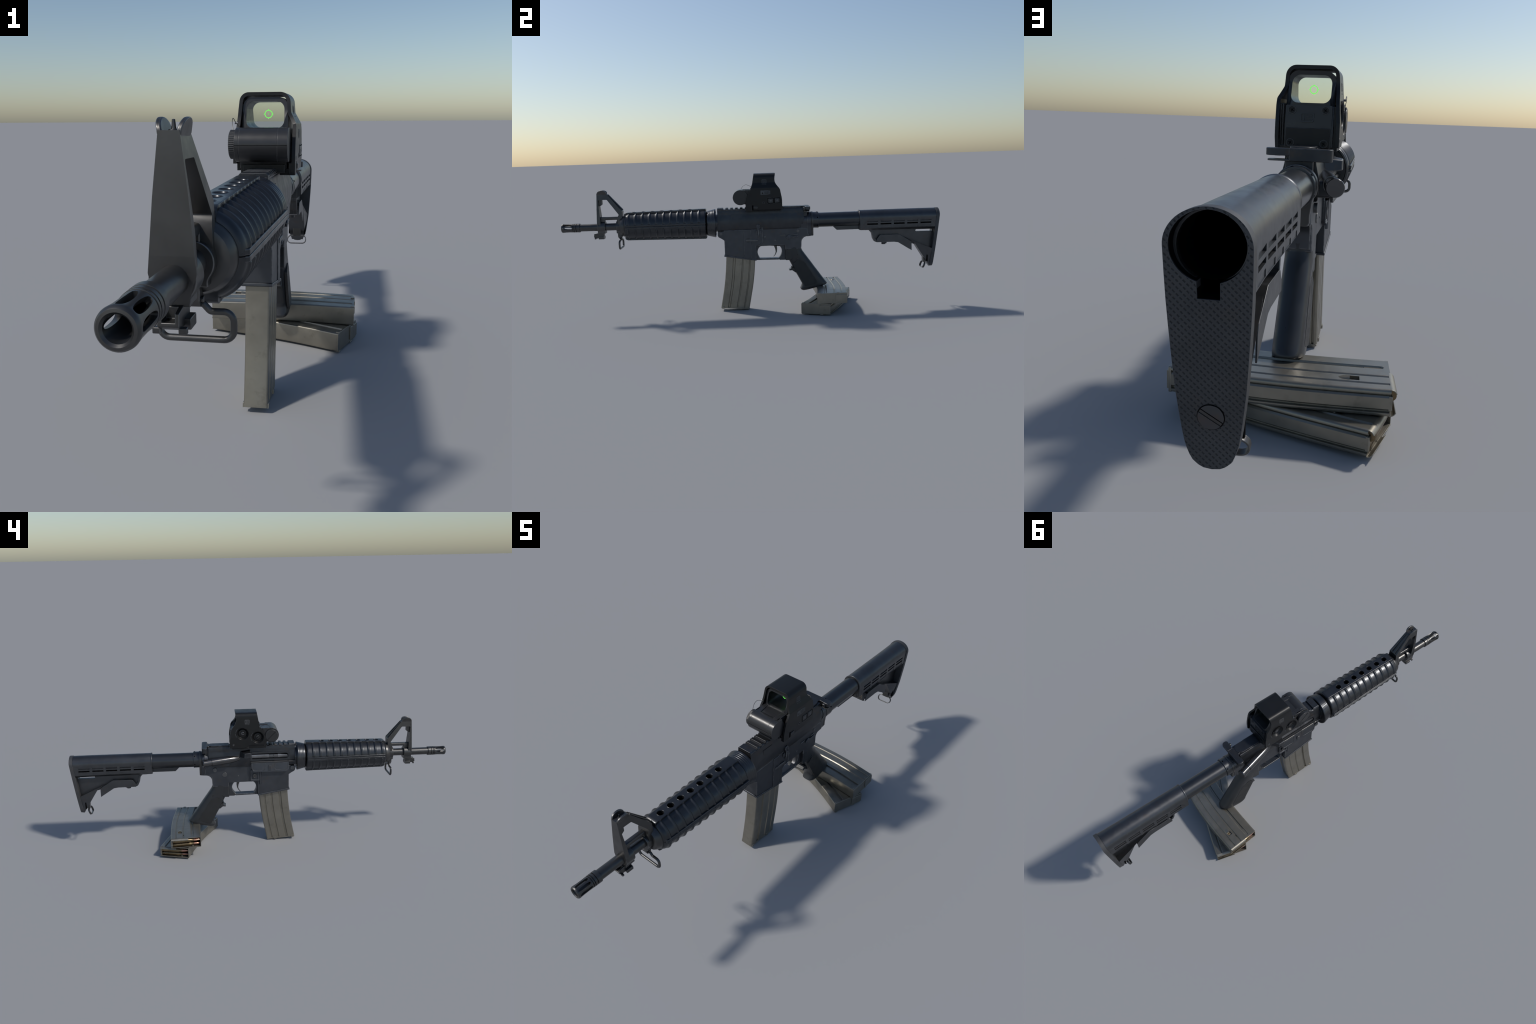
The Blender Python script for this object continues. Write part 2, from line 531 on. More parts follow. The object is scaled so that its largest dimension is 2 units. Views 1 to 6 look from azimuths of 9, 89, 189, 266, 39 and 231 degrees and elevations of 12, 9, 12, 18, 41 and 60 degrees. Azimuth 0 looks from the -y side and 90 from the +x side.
loop2 = fil([(-0.0535, 0.3580, 0.014), (0.0530, 0.3570, 0.014), (0.0530, 0.3980, 0.014), (0.0200, 0.3980, 0.008), (0.010, 0.4090, 0.006), (-0.010, 0.4090, 0.006), (-0.0200, 0.3980, 0.008), (-0.0535, 0.3985, 0.014)], 7)
place("sling_swivel", wire([(x, -0.6925, z) for x, z in loop2], 0.0050, 12, True), M_STEEL, fs)

# ------------------------------------------------------------------ handguard
HG0, HG1 = -0.6655, -0.2360
RIB0, RIB_STEP, RIBS = -0.6410, 0.03693, 11

def hg_valley(y):
    t = (y - HG0) / (HG1 - HG0)
    r = lerp(0.0662, 0.0738, t)
    end = min(1.0, max(0.0, (y - HG0) / 0.018))
    r -= 0.0135 * (1 - math.sqrt(max(0.0, 1 - (1 - end) ** 2)))
    end = min(1.0, max(0.0, (HG1 - y) / 0.008))
    return r - 0.006 * (1 - math.sqrt(max(0.0, 1 - (1 - end) ** 2)))

def hg_ridge(y):
    best = 0.0
    for k in range(RIBS):
        d = abs(y - (RIB0 + k * RIB_STEP))
        if d < 0.0070:
            best = max(best, (0.5 + 0.5 * math.cos(pi * d / 0.0070)) ** 0.8)
    return best * 0.0048

def hg_half(sign):
    ys = []
    y = HG0
    while y < HG1 + 1e-6:
        ys.append(y)
        y += 0.0016 if (y < HG0 + 0.02 or y > HG1 - 0.012) else 0.0018
    ys[-1] = HG1
    nth = 58
    rings = []
    for y in ys:
        v, rg = hg_valley(y), hg_ridge(y)
        t = (y - HG0) / (HG1 - HG0)
        flat = lerp(0.0718, 0.0786, t) - (lerp(0.0662, 0.0738, t) - v) * 0.8
        ring = []
        edge_a = math.acos(0.0246 / (v + 0.004))
        half_ring = []
        for i in range(25):
            a = edge_a * i / 24
            c, s = math.cos(a), math.sin(a)
            fade = min(1.0, max(0.0, (s - 0.10) / 0.06))
            r = v + rg * fade
            half_ring.append((r * c, r * s))
        half_ring += [(0.0238, flat - 0.0012), (0.0230, flat - 0.0002), (0.0222, flat), (0.0110, flat)]
        for x, z in half_ring + [(0.0, flat)] + [(-x, z) for x, z in reversed(half_ring)]:
            ring.append((x, y, AX + sign * (z + 0.0008)))
        inner = v - 0.010
        for i in range(nth // 2 + 1):
            a = pi * (1 - i / (nth // 2))
            ring.append((inner * math.cos(a), y, AX + sign * (max(0.0, inner * math.sin(a)) + 0.0008)))
        rings.append(ring)
    return loft(rings)

for sign in (1, -1):
    part = "handguard"
    h = place(part, hg_half(sign), M_POLY, gun, angle=50)
    holes = []
    for k in range(7):
        y = -0.6175 + 0.0491 * k
        holes.append(place("cutter", lathe([(AX + sign * 0.045, 0.0130), (AX + sign * 0.09, 0.0130)], 28, "z", (0, y)), M_VOID))
    cut(h, holes, angle=40)
    for s in (-1, 1):       # side ledge where the halves meet
        a0, a1 = 0.0655, 0.0735
        z0, z1 = sorted((AX + 0.0005 + sign * 0.0004, AX + 0.0005 + sign * 0.0100))
        led = slab([fil([(s * 0.055, -0.6590), (s * 0.0695, -0.6590, 0.010), (s * 0.0812, -0.2370, 0.004), (s * 0.055, -0.2370)])], z0, z1, "z")
        place("side_ledge", led, M_POLY, h, 0.0018, 2)
    for k in range(7):
        y = -0.6175 + 0.0491 * k
        z = AX + sign * (lerp(0.0718, 0.0786, (y - HG0) / (HG1 - HG0)) + 0.0008)
        place("vent_rim", lathe([(z - sign * 0.006, 0.0128), (z - sign * 0.006, 0.0134), (z + sign * 0.0002, 0.0143), (z + sign * 0.0006, 0.0137), (z + sign * 0.0002, 0.0130)], 28, "z", (0, y), closed=True), M_POLY, h, angle=60)
place("handguard_cap", lathe([(-0.6900, 0.0300), (-0.6900, 0.0420), (-0.6880, 0.0470), (-0.6800, 0.0520), (-0.6700, 0.0550), (-0.6600, 0.0555), (-0.6550, 0.0540)], 56, centre=(0, AX)), M_STEEL, gun)
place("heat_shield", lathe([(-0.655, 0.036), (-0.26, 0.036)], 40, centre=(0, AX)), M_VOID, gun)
prof = [(-0.2345, 0.0560), (-0.2335, 0.0625), (-0.2300, 0.0650)]
for k in range(5):          # shallow turned steps on the cone
    y = -0.2270 + 0.0075 * k
    r = 0.0650 + 0.0019 * k
    prof += [(y, r + 0.0012), (y + 0.0010, r + 0.00155), (y + 0.0062, r + 0.0029), (y + 0.0070, r + 0.0026)]
prof += [(-0.1885, 0.0742), (-0.1870, 0.0735), (-0.1865, 0.0690), (-0.1905, 0.0670), (-0.1905, 0.0560), (-0.186, 0.055), (-0.186, 0.046), (-0.176, 0.046), (-0.176, 0.030)]
place("delta_ring", lathe(prof, 64, centre=(0, AX)), M_TUBE, gun, angle=50)

# ------------------------------------------------------------------ upper receiver
sec = [(0.0345, 0.4310), (0.0380, 0.4360), (0.0395, 0.4480), (0.0408, 0.4600), (0.0412, 0.4705), (0.0408, 0.4810), (0.0395, 0.4905), (0.0365, 0.5040), (0.0345, 0.5120),
       (0.0335, 0.5180), (0.0330, 0.5330), (0.0300, 0.5405)]
ring2 = [(x, z) for x, z in sec] + [(-x, z) for x, z in reversed(sec)]

def upper_end(v):
    """Round the lower rear corner of the receiver shell."""
    if v.y > 0.2:
        t = min(1.0, max(0.0, (0.500 - v.z) / 0.068))
        return Vector((v.x, 0.2795 - 0.030 * t ** 2.2, v.z))
    return v

up = place("upper_receiver", slab([ring2], -0.1765, 0.2795, "y", upper_end), M_ALLOY, gun, 0.0012, 2, 30)
place("receiver_core", lathe([(0.235, 0.0370), (0.305, 0.0370)], 40, centre=(0, AX)), M_ALLOY, up)
place("receiver_hump", slab([fil([(-0.030, 0.4705), (-0.029, 0.520, 0.006), (-0.024, 0.5365, 0.004), (0.024, 0.5365, 0.004), (0.029, 0.520, 0.006), (0.030, 0.4705)])], 0.262, 0.297, "y"), M_ALLOY, up, 0.0015)
# flat-top rail: dovetail bar and cross teeth
place("rail_bar", slab([[(-0.0285, 0.5310), (-0.0322, 0.5365), (-0.0322, 0.5405), (-0.0290, 0.5428), (0.0290, 0.5428), (0.0322, 0.5405), (0.0322, 0.5365), (0.0285, 0.5310)]], -0.1760, 0.170, "y"), M_ALLOY, up, 0.0008)
TOOTH = [(-0.0305, 0.5385), (-0.0326, 0.5415), (-0.0326, 0.5445), (-0.0280, 0.5498), (0.0280, 0.5498), (0.0326, 0.5445), (0.0326, 0.5415), (0.0305, 0.5385)]
tooth = place("rail_tooth", slab([TOOTH], -0.1762, -0.1455, "y"), M_ALLOY, up, 0.0009)
t0 = place("rail_tooth", slab([TOOTH], -0.1325, -0.1195, "y"), M_ALLOY, up, 0.0009)
for k in range(1, 5):
    t = t0.copy()
    t.location.y = 0.0256 * k
    COL.objects.link(t)
deck = fil([(-0.0262, 0.170), (0.0262, 0.170), (0.0262, 0.282, 0.026), (-0.0262, 0.282, 0.026)], 12)
place("rear_deck", slab([deck], 0.5380, 0.5482, "z"), M_ALLOY, up, 0.0012)
place("deck_neck", slab([[(x * 0.82, lerp(0.17, y, 0.96)) for x, y in deck]], 0.529, 0.5380, "z"), M_ALLOY, up, 0.0008)
for s in (-1, 1):
    place("deck_tab", box(s * 0.024, s * 0.0292, 0.172, 0.226, 0.5395, 0.5450), M_ALLOY, up, 0.001)
place("forge_plate", slab([fil([(-0.104, 0.4935), (-0.048, 0.4935), (-0.048, 0.5165, 0.002), (-0.104, 0.5165, 0.002)])], 0.0330, 0.0388, "x", lambda v: Vector((v.x - (v.z - 0.4935) * 0.16, v.y, v.z))), M_ALLOY, up, 0.0012)

# ejection port side (-x)
place("port_dark_plate", slab([fil([(-0.1400, 0.4745, 0.012), (0.0520, 0.4745, 0.006), (0.0520, 0.5005, 0.004), (-0.1400, 0.5005, 0.012)])], -0.0413, -0.0395, "x", lambda v: Vector((v.x + (v.z - 0.474) * 0.10, v.y, v.z))), M_VOID, up)  # near-black plate behind the bolt; no opening is cut in the receiver shell
def port_frame(v):
    return Vector((v.x + (v.z - 0.474) * 0.11, v.y, v.z))
frame_o = fil([(-0.1520, 0.4640), (0.0600, 0.4640), (0.0600, 0.5060, 0.004), (0.050, 0.5110, 0.004), (-0.1480, 0.5100, 0.006), (-0.1520, 0.503, 0.003)])
frame_i = fil([(-0.1420, 0.4725, 0.013), (0.0540, 0.4725, 0.005), (0.0540, 0.5015, 0.003), (-0.1420, 0.5015, 0.013)])
place("port_frame", slab([frame_o, frame_i], -0.0448, -0.0385, "x", port_frame), M_ALLOY, up, 0.0012)
place("bolt_carrier", lathe([(-0.1400, 0.018), (-0.1360, 0.0235), (-0.0860, 0.0245), (-0.0845, 0.0225)], 28, centre=(-0.0172, 0.4850)), M_BOLT, up)
place("bolt_carrier", lathe([(-0.0400, 0.0220), (-0.0390, 0.0240), (0.0530, 0.0240)], 28, centre=(-0.0175, 0.4850)), M_BOLT, up)
place("dark_gap_band", lathe([(-0.0850, 0.0238), (-0.0390, 0.0238)], 28, centre=(-0.0174, 0.4850)), M_PIN, up)
for dz in (-0.007, 0.006):
    disc("gas_vent", -0.0419, -0.0412, -0.0625, 0.4850 + dz, 0.0020, M_VOID, up, 0.0, 12)
for k in range(11):
    place("carrier_notch", box(-0.0412, -0.0400, -0.0300 + 0.0072 * k, -0.0268 + 0.0072 * k, 0.4730, 0.4775), M_VOID, up)
place("hinge_rod", wire([(-0.0465, -0.178, 0.4565), (-0.0465, 0.058, 0.4575)], 0.0036, 10), M_STEEL, up)
place("hinge_rod", wire([(-0.0465, -0.1510, 0.4563), (-0.0465, -0.1450, 0.4563)], 0.0055, 12), M_STEEL, up)
for y0, y1 in ((-0.1330, -0.0655), (-0.0205, 0.0540)):
    place("hinge_knuckle", wire([(-0.0465, y0, 0.4570), (-0.0465, y1, 0.4570)], 0.0048, 12), M_STEEL, up)
cover = fil([(-0.1430, 0.4555), (0.0565, 0.4555), (0.0565, 0.4300), (0.0460, 0.4055, 0.006), (-0.1300, 0.4035, 0.008), (-0.1430, 0.4150, 0.008)])
lean = lambda v: Vector((v.x - max(0.0, 0.4555 - v.z) * 0.16, v.y, v.z))
cov = place("dust_cover", slab([cover], -0.0475, -0.0405, "x", lean), M_LOWER, up, 0.0015)
for y0, y1 in ((-0.1390, -0.0660), (-0.0185, 0.0525)):
    pan = fil([(y0, 0.4520), (y1, 0.4520), (y1, 0.4120, 0.012), (y0, 0.4120, 0.012)], 8)
    inn = [((y - (y0 + y1) / 2) * 0.945 + (y0 + y1) / 2, (z - 0.4335) * 0.90 + 0.4335) for y, z in pan]
    place("cover_panel", slab([pan, inn], -0.0488, -0.0470, "x", lean), M_LOWER, cov, 0.0006)
place("cover_latch", slab([fil([(-0.0490, 0.4100, 0.002), (-0.0340, 0.4100, 0.002), (-0.0340, 0.4370, 0.002), (-0.0490, 0.4370, 0.002)])], -0.0570, -0.0490, "x"), M_LOWER, cov, 0.0012)
# brass deflector wedge
base = [(0.0580, 0.4800), (0.1220, 0.4850), (0.1120, 0.5170), (0.0600, 0.5250)]
top = [(0.0590, 0.4885), (0.0920, 0.4895), (0.0900, 0.5140), (0.0600, 0.5160)]
place("brass_deflector", loft([[(-0.034, y, z) for y, z in base], [(-0.0765, y, z) for y, z in top]]), M_ALLOY, up, 0.003, 3)
# forward assist
fmap = frame_map((-0.0785, 0.3085, 0.4690), (0.0415, -0.168, 0.008))
place("forward_assist", lathe([(-0.002, 0.0165), (-0.002, 0.0190), (0.0005, 0.0205), (0.004, 0.0205), (0.005, 0.0178), (0.0430, 0.0178), (0.0435, 0.0165), (0.0445, 0.0165), (0.045, 0.0192), (0.140, 0.0192), (0.160, 0.0180), (0.180, 0.0150), (0.205, 0.0090)], 40, mat=fmap), M_SHINE, up, angle=40)
place("assist_housing", slab([fil([(0.170, 0.444, 0.01), (0.262, 0.441, 0.008), (0.262, 0.478, 0.01), (0.170, 0.490, 0.01)])], -0.052, -0.030, "x", lambda v: Vector((v.x - max(0, (v.y - 0.17)) * 0.12 * (1 if v.x < -0.04 else 0), v.y, v.z))), M_ALLOY, up, 0.006, 3)

# ------------------------------------------------------------------ charging handle
plan = fil([(-0.0695, 0.2830, 0.010), (-0.0250, 0.2870, 0.012), (-0.0150, 0.2600), (0.0150, 0.2600), (0.0250, 0.2870, 0.012), (0.0695, 0.2830, 0.010), (0.0695, 0.3125, 0.012), (-0.0695, 0.3125, 0.012)])
plan_r = fil([(-0.0695, 0.2830, 0.010), (-0.0250, 0.2870, 0.012), (-0.0150, 0.2600), (0.0150, 0.2600), (0.0200, 0.2870, 0.006), (0.0200, 0.3125), (-0.0695, 0.3125, 0.012)])
ch = place("charging_handle", slab([plan_r], 0.5200, 0.5462, "z"), M_ALLOY, gun, 0.0015)
place("handle_wing", slab([fil([(0.0190, 0.2865), (0.0250, 0.2870), (0.0695, 0.2830, 0.010), (0.0695, 0.3125, 0.012), (0.0190, 0.3125)])], 0.5305, 0.5460, "z"), M_ALLOY, ch, 0.0015)
place("handle_latch", slab([fil([(0.016, 0.2860), (0.0560, 0.2800, 0.003), (0.0660, 0.2840, 0.006), (0.0660, 0.3080, 0.006), (0.016, 0.3080)])], 0.5195, 0.5235, "z"), M_STEEL, ch, 0.001)
place("handle_latch", slab([fil([(0.040, 0.2900), (0.042, 0.2765, 0.003), (0.0520, 0.2765, 0.003), (0.0550, 0.2900)])], 0.5290, 0.5420, "z"), M_STEEL, ch, 0.0015)

# ------------------------------------------------------------------ lower receiver
low = slab([fil([(0.0, 0.4335), (0.2640, 0.4335), (0.2960, 0.4300), (0.3050, 0.3875), (0.2640, 0.3850, 0.030), (0.2640, 0.3420), (0.2610, 0.3200), (0.1760, 0.3200), (0.1760, 0.3430), (0.0, 0.3440)])], -0.0310, 0.0310, "x")
lo = place("lower_receiver", low, M_LOWER, gun, 0.003, 3)
# rear ring that takes the buffer tube: round on top, narrowing to a neck
def neck(y, r, hw, zb):
    arc = [(r * math.cos(a), AX + r * math.sin(a)) for a in [math.radians(-22 + 224 * i / 36) for i in range(37)]]
    side = [(-hw - 0.004, AX - r * 0.62), (-hw, lerp(AX - r, zb, 0.35)), (-hw, zb + 0.008), (-hw + 0.003, zb + 0.0025), (-hw + 0.008, zb)]
    return [(x, y, z) for x, z in arc + side + [(-x, z) for x, z in reversed(side)]]

place("tube_ring", loft([neck(0.2955, 0.0425, 0.0296, 0.3845), neck(0.3170, 0.0430, 0.0296, 0.3865)]), M_LOWER, lo, 0.0015)
place("ring_filler", box(-0.0275, 0.0275, 0.235, 0.300, 0.424, 0.470), M_LOWER, lo)
place("end_plate", loft([neck(0.3180, 0.0445, 0.0300, 0.3870), neck(0.3290, 0.0445, 0.0300, 0.3880)]), M_STEEL, lo, 0.0015)
rear_in = []
for y, k in ((0.262, 0.90), (0.276, 0.95), (0.296, 1.0)):
    rear_in.append(neck(y, 0.0390 * k, 0.0287, lerp(0.415, 0.385, (y - 0.262) / 0.034)))
place("ring_shoulder", loft(rear_in), M_LOWER, lo, 0.001)
# rear web behind the grip with the concave tang
tang = fil([(0.235, 0.420), (0.3270, 0.420), (0.3270, 0.3880), (0.2665, 0.3835, 0.031), (0.2635, 0.325), (0.235, 0.325)], 12)
place("tang", slab([tang], -0.0281, 0.0281, "x"), M_LOWER, lo, 0.004, 3)
# magazine well
well = fil([(-0.1780, 0.4270, 0.004), (-0.1790, 0.4000, 0.016), (-0.1600, 0.3900, 0.012), (-0.1440, 0.3790, 0.008), (-0.1445, 0.2950), (0.0215, 0.2680), (0.0225, 0.3440, 0.004), (0.0380, 0.3530, 0.010),
            (0.0600, 0.3560, 0.012), (0.0600, 0.4420, 0.006), (0.0530, 0.4340), (-0.1440, 0.4335), (-0.1460, 0.4280)])
mw = place("magazine_well", slab([well], -0.0365, 0.0365, "x"), M_LOWER, lo, 0.0022, 3)
lip = fil([(-0.1480, 0.3015, 0.002), (-0.1490, 0.2935, 0.002), (0.0220, 0.2655, 0.002), (0.0240, 0.2725, 0.002)])
place("well_lip", slab([lip], -0.0392, 0.0392, "x"), M_LOWER, mw, 0.0015)
place("well_mouth", slab([[(-0.142, 0.2930), (-0.142, 0.2916), (0.018, 0.2655), (0.018, 0.2670)]], -0.0315, 0.0315, "x"), M_VOID, mw)
for s in (-1, 1):       # front corner ribs
    place("well_rib", slab([fil([(-0.1442, 0.3780), (-0.1442, 0.3010), (-0.1400, 0.3005), (-0.1400, 0.3780)])], s * 0.0340, s * 0.0372, "x"), M_LOWER, mw, 0.001)
# left side (+x) furniture
place("catch_strip", slab([[(-0.0405, 0.4332), (-0.0418, 0.2800), (-0.0035, 0.2735), (-0.0025, 0.4332)]], 0.0355, 0.0392, "x"), M_LOWER, mw, 0.0012)
place("catch_well", slab([circle(-0.0190, 0.3775, 0.0125, 24, 0.0125)], 0.0380, 0.0395, "x"), M_ALLOY, mw)
place("magazine_catch", slab([fil([(-0.0310, 0.3720, 0.003), (0.0340, 0.3700, 0.003), (0.0340, 0.3800, 0.003), (-0.0080, 0.3820), (-0.0310, 0.3820, 0.003)])], 0.0370, 0.0420, "x"), M_PIN, mw, 0.0015)
bc = place("bolt_catch", slab([fil([(0.0290, 0.4600, 0.008), (0.0460, 0.4600, 0.008), (0.0470, 0.4440, 0.008), (0.0410, 0.4310, 0.003), (0.0400, 0.3980), (0.0340, 0.3980), (0.0335, 0.4310, 0.003), (0.0265, 0.4440, 0.008)])], 0.0360, 0.0455, "x"), M_LOWER, lo, 0.0022, 3)
place("catch_body", slab([[(0.0210, 0.4090), (0.0300, 0.4090), (0.0300, 0.4260), (0.0210, 0.4260)]], 0.0360, 0.0420, "x"), M_LOWER, bc, 0.0015)
place("catch_body", slab([[(0.0430, 0.4090), (0.0520, 0.4090), (0.0520, 0.4260), (0.0430, 0.4260)]], 0.0360, 0.0420, "x"), M_LOWER, bc, 0.0015)
place("catch_plunger", box(0.0360, 0.0395, 0.0335, 0.0405, 0.3910, 0.3975), M_STEEL, bc, 0.001)
place("fence", slab([fil([(0.0545, 0.4440, 0.002), (0.0600, 0.4440, 0.002), (0.0612, 0.3620, 0.014), (0.0440, 0.3520), (0.0440, 0.3565), (0.0555, 0.3650, 0.008)])], 0.0350, 0.0390, "x"), M_LOWER, mw, 0.0015)
for y, z, r in ((0.0705, 0.3915, 0.0045), (0.1250, 0.3720, 0.0045), (0.2470, 0.4165, 0.0072)):
    disc("receiver_pin", 0.029, 0.0328, y, z, r, M_PIN, lo)
disc("receiver_pin", 0.034, 0.0382, -0.1605, 0.4155, 0.0072, M_PIN, mw)
sel = place("safety_selector", slab([fil([(0.1810, 0.3860), (0.1880, 0.3950), (0.1975, 0.3985, 0.006), (0.2060, 0.3950), (0.2085, 0.3915), (0.2440, 0.3925, 0.003), (0.2440, 0.3840, 0.003), (0.2085, 0.3820), (0.2020, 0.3755, 0.004), (0.1900, 0.3755, 0.004)])], 0.0305, 0.0375, "x"), M_LOWER, lo, 0.0018, 3)
disc("selector_hub", 0.035, 0.0385, 0.1985, 0.3870, 0.0062, M_LOWER, sel)
for y0 in (0.1515, 0.2205):
    place("selector_stop", box(0.030, 0.0345, y0, y0 + 0.0245, 0.3960, 0.4010), M_PIN, lo, 0.0015)
# right side (-x) furniture
disc("takedown_pin", -0.0385, -0.029, 0.2485, 0.4180, 0.0112, M_PIN, lo, 0.0015)
disc("selector_disc", -0.0335, -0.029, 0.1970, 0.3890, 0.0125, M_PIN, lo, 0.001)
place("selector_mark", box(-0.0340, -0.0330, 0.1960, 0.2050, 0.3885, 0.3900), M_STEEL, lo)
disc("receiver_pin", -0.0325, -0.029, 0.1245, 0.3800, 0.0030, M_PIN, lo)
disc("front_pin", -0.0440, -0.034, -0.1630, 0.4175, 0.0105, M_PIN, mw, 0.0015)
place("button_fence", slab([fil([(0.0140, 0.4120), (0.0600, 0.4120), (0.0610, 0.3540, 0.004), (0.0140, 0.3540)]), fil([(0.0220, 0.4060, 0.003), (0.0560, 0.4060, 0.003), (0.0560, 0.3610, 0.003), (0.0220, 0.3610, 0.003)])], -0.0408, -0.0350, "x"), M_LOWER, mw, 0.0012)
place("magazine_button", slab([circle(0.0390, 0.3795, 0.0098, 24, 0.0130)], -0.0425, -0.0350, "x"), M_STEEL, mw, 0.0015)
for dz in (-0.009, 0.008):
    disc("button_stud", -0.0432, -0.042, 0.0385, 0.3795 + dz, 0.0022, M_BOLT, mw, 0.0, 10)
place("well_column", wire([(-0.0365, 0.0080, 0.415), (-0.0365, 0.0085, 0.334)], 0.0065, 12), M_LOWER, mw)
place("fence_shelf", wire([(-0.0380, 0.0590, 0.3540), (-0.0380, 0.0140, 0.3535)], 0.0042, 10), M_LOWER, mw)
# trigger group
guard = fil([(0.0215, 0.3460), (0.0215, 0.2655), (0.1440, 0.2655, 0.003), (0.1480, 0.2620, 0.004), (0.1770, 0.2620), (0.1770, 0.3440)])
opening = [(0.0620, 0.3432), (0.0530, 0.3422), (0.0450, 0.3385), (0.0380, 0.3325), (0.0330, 0.3245), (0.0300, 0.3150), (0.0295, 0.3050), (0.0315, 0.2940), (0.0360, 0.2840), (0.0420, 0.2740),
           (0.1380, 0.2725), (0.1440, 0.2760), (0.1510, 0.2840), (0.1565, 0.2940), (0.1595, 0.3060), (0.1590, 0.3170), (0.1555, 0.3275), (0.1500, 0.3355), (0.1440, 0.3408), (0.1370, 0.3432)]
place("trigger_guard", slab([guard, opening], -0.0165, 0.0165, "x"), M_LOWER, lo, 0.002, 3)
place("guard_bow", slab([fil([(0.0380, 0.2665), (0.1420, 0.2645), (0.1420, 0.2735), (0.0380, 0.2745)])], -0.0200, 0.0200, "x"), M_LOWER, lo, 0.002)
trig = [(0.1130, 0.3480), (0.1190, 0.3350), (0.1245, 0.3200), (0.1265, 0.3060), (0.1225, 0.2930), (0.1130, 0.2800), (0.1175, 0.2815), (0.1270, 0.2930), (0.1330, 0.3060), (0.1350, 0.3200), (0.1340, 0.3350), (0.1330, 0.3480)]
place("trigger", slab([trig], -0.0065, 0.0065, "x"), M_STEEL, lo, 0.0015, 2, 50)

# ------------------------------------------------------------------ pistol grip
def grip_ring(F, R, wf, wr, k=44):
    F, R = Vector(F), Vector(R)
    ln = (R - F).length
    ring = []
    for i in range(k):
        a = 2 * pi * i / k
        c, s = math.cos(a), math.sin(a)
        u = math.copysign(abs(c) ** (0.75 if c > 0 else 0.55), c)          # rounder at the back
        w = math.copysign(abs(s) ** (0.80 if c > 0 else 0.60), s)
        t = 0.5 + 0.5 * u
        q = F.lerp(R, t)
        ring.append((w * lerp(wf, wr, t), q.x, q.y))
    return ring

stations = [((0.182, 0.3400), (0.2645, 0.3400), 0.0300, 0.0310), ((0.183, 0.3200), (0.2635, 0.3240), 0.0310, 0.0320), ((0.187, 0.290), (0.2700, 0.3080), 0.0310, 0.0330),
            ((0.1985, 0.2550), (0.2920, 0.2770), 0.0300, 0.0345), ((0.2115, 0.2290), (0.3150, 0.2450), 0.0300, 0.0350), ((0.2265, 0.1985), (0.3365, 0.2140), 0.0305, 0.0350),
            ((0.2455, 0.1640), (0.3610, 0.1800), 0.0310, 0.0355), ((0.2640, 0.1280), (0.3830, 0.1490), 0.0320, 0.0360), ((0.2580, 0.1130), (0.3945, 0.1345), 0.0330, 0.0365),
            ((0.2530, 0.1030), (0.3985, 0.1275), 0.0330, 0.0365), ((0.2600, 0.0940), (0.3975, 0.1245), 0.0315, 0.0355), ((0.2670, 0.0915), (0.3900, 0.1210), 0.0280, 0.0320)]
fine = []
for (a, b) in zip(stations, stations[1:]):
    m = 3 if a[0][1] > 0.14 else 2
    for j in range(m):
        t = j / m
        fine.append((tuple(Vector(a[0]).lerp(Vector(b[0]), t)), tuple(Vector(a[1]).lerp(Vector(b[1]), t)), lerp(a[2], b[2], t), lerp(a[3], b[3], t)))
fine.append(stations[-1])
gr = place("pistol_grip", loft([grip_ring(*s) for s in fine]), M_SMOOTH, gun, angle=50)
place("grip_head", slab([fil([(0.1765, 0.3415), (0.1765, 0.2615), (0.1985, 0.2615), (0.2250, 0.2750, 0.02), (0.2250, 0.3415)])], -0.0308, 0.0308, "x"), M_SMOOTH, gr, 0.003, 3)
place("finger_rest", slab([fil([(0.2050, 0.2250), (0.2090, 0.2160, 0.004), (0.1950, 0.2085, 0.003), (0.1970, 0.2030, 0.003), (0.2120, 0.2040, 0.006), (0.2300, 0.1900), (0.2400, 0.2100)])], -0.0200, 0.0200, "x"), M_SMOOTH, gr, 0.004, 3)
for s in (-1, 1):       # stippled side panels
    pan = fil([(0.2400, 0.2660, 0.012), (0.2150, 0.2400, 0.008), (0.2790, 0.1150, 0.010), (0.3480, 0.1330, 0.010), (0.2780, 0.2480, 0.02)], 6)
    place("grip_panel", slab([pan], s * 0.0260, s * 0.0338, "x", lambda v, s=s: Vector((v.x + s * (0.27 - v.z) * 0.014 - s * max(0.0, (v.y - (0.240 + (0.266 - v.z) * 0.62))) * 0.05, v.y, v.z))), M_GRIP, gr, 0.0012)

# ------------------------------------------------------------------ buffer tube and stock
place("buffer_tube", lathe([(0.318, 0.0384), (0.700, 0.0384)], 56, centre=(0, AX - 0.0015)), M_TUBE, gun)
nut = place("castle_nut", lathe([(0.329, 0.0400), (0.3295, 0.0425), (0.3580, 0.0430), (0.3590, 0.0420), (0.3592, 0.0380)], 56, centre=(0, AX - 0.0008)), M_TUBE, gun, angle=40)
for k in range(6):
    a = 2 * pi * (k + 0.35) / 6
    place("nut_notch", lathe([(-0.0008, 0.0034), (0.0012, 0.0030)], 14, mat=frame_map((0.0425 * math.cos(a), 0.3520, AX + 0.0425 * math.sin(a)), (math.cos(a), 0, math.sin(a)), (0, 1, 0))), M_VOID, nut)
place("tube_rail", slab([fil([(0.4350, 0.4330), (0.4560, 0.4125), (0.69, 0.4125), (0.69, 0.4360)])], -0.0125, 0.0125, "x"), M_TUBE, gun, 0.0015)

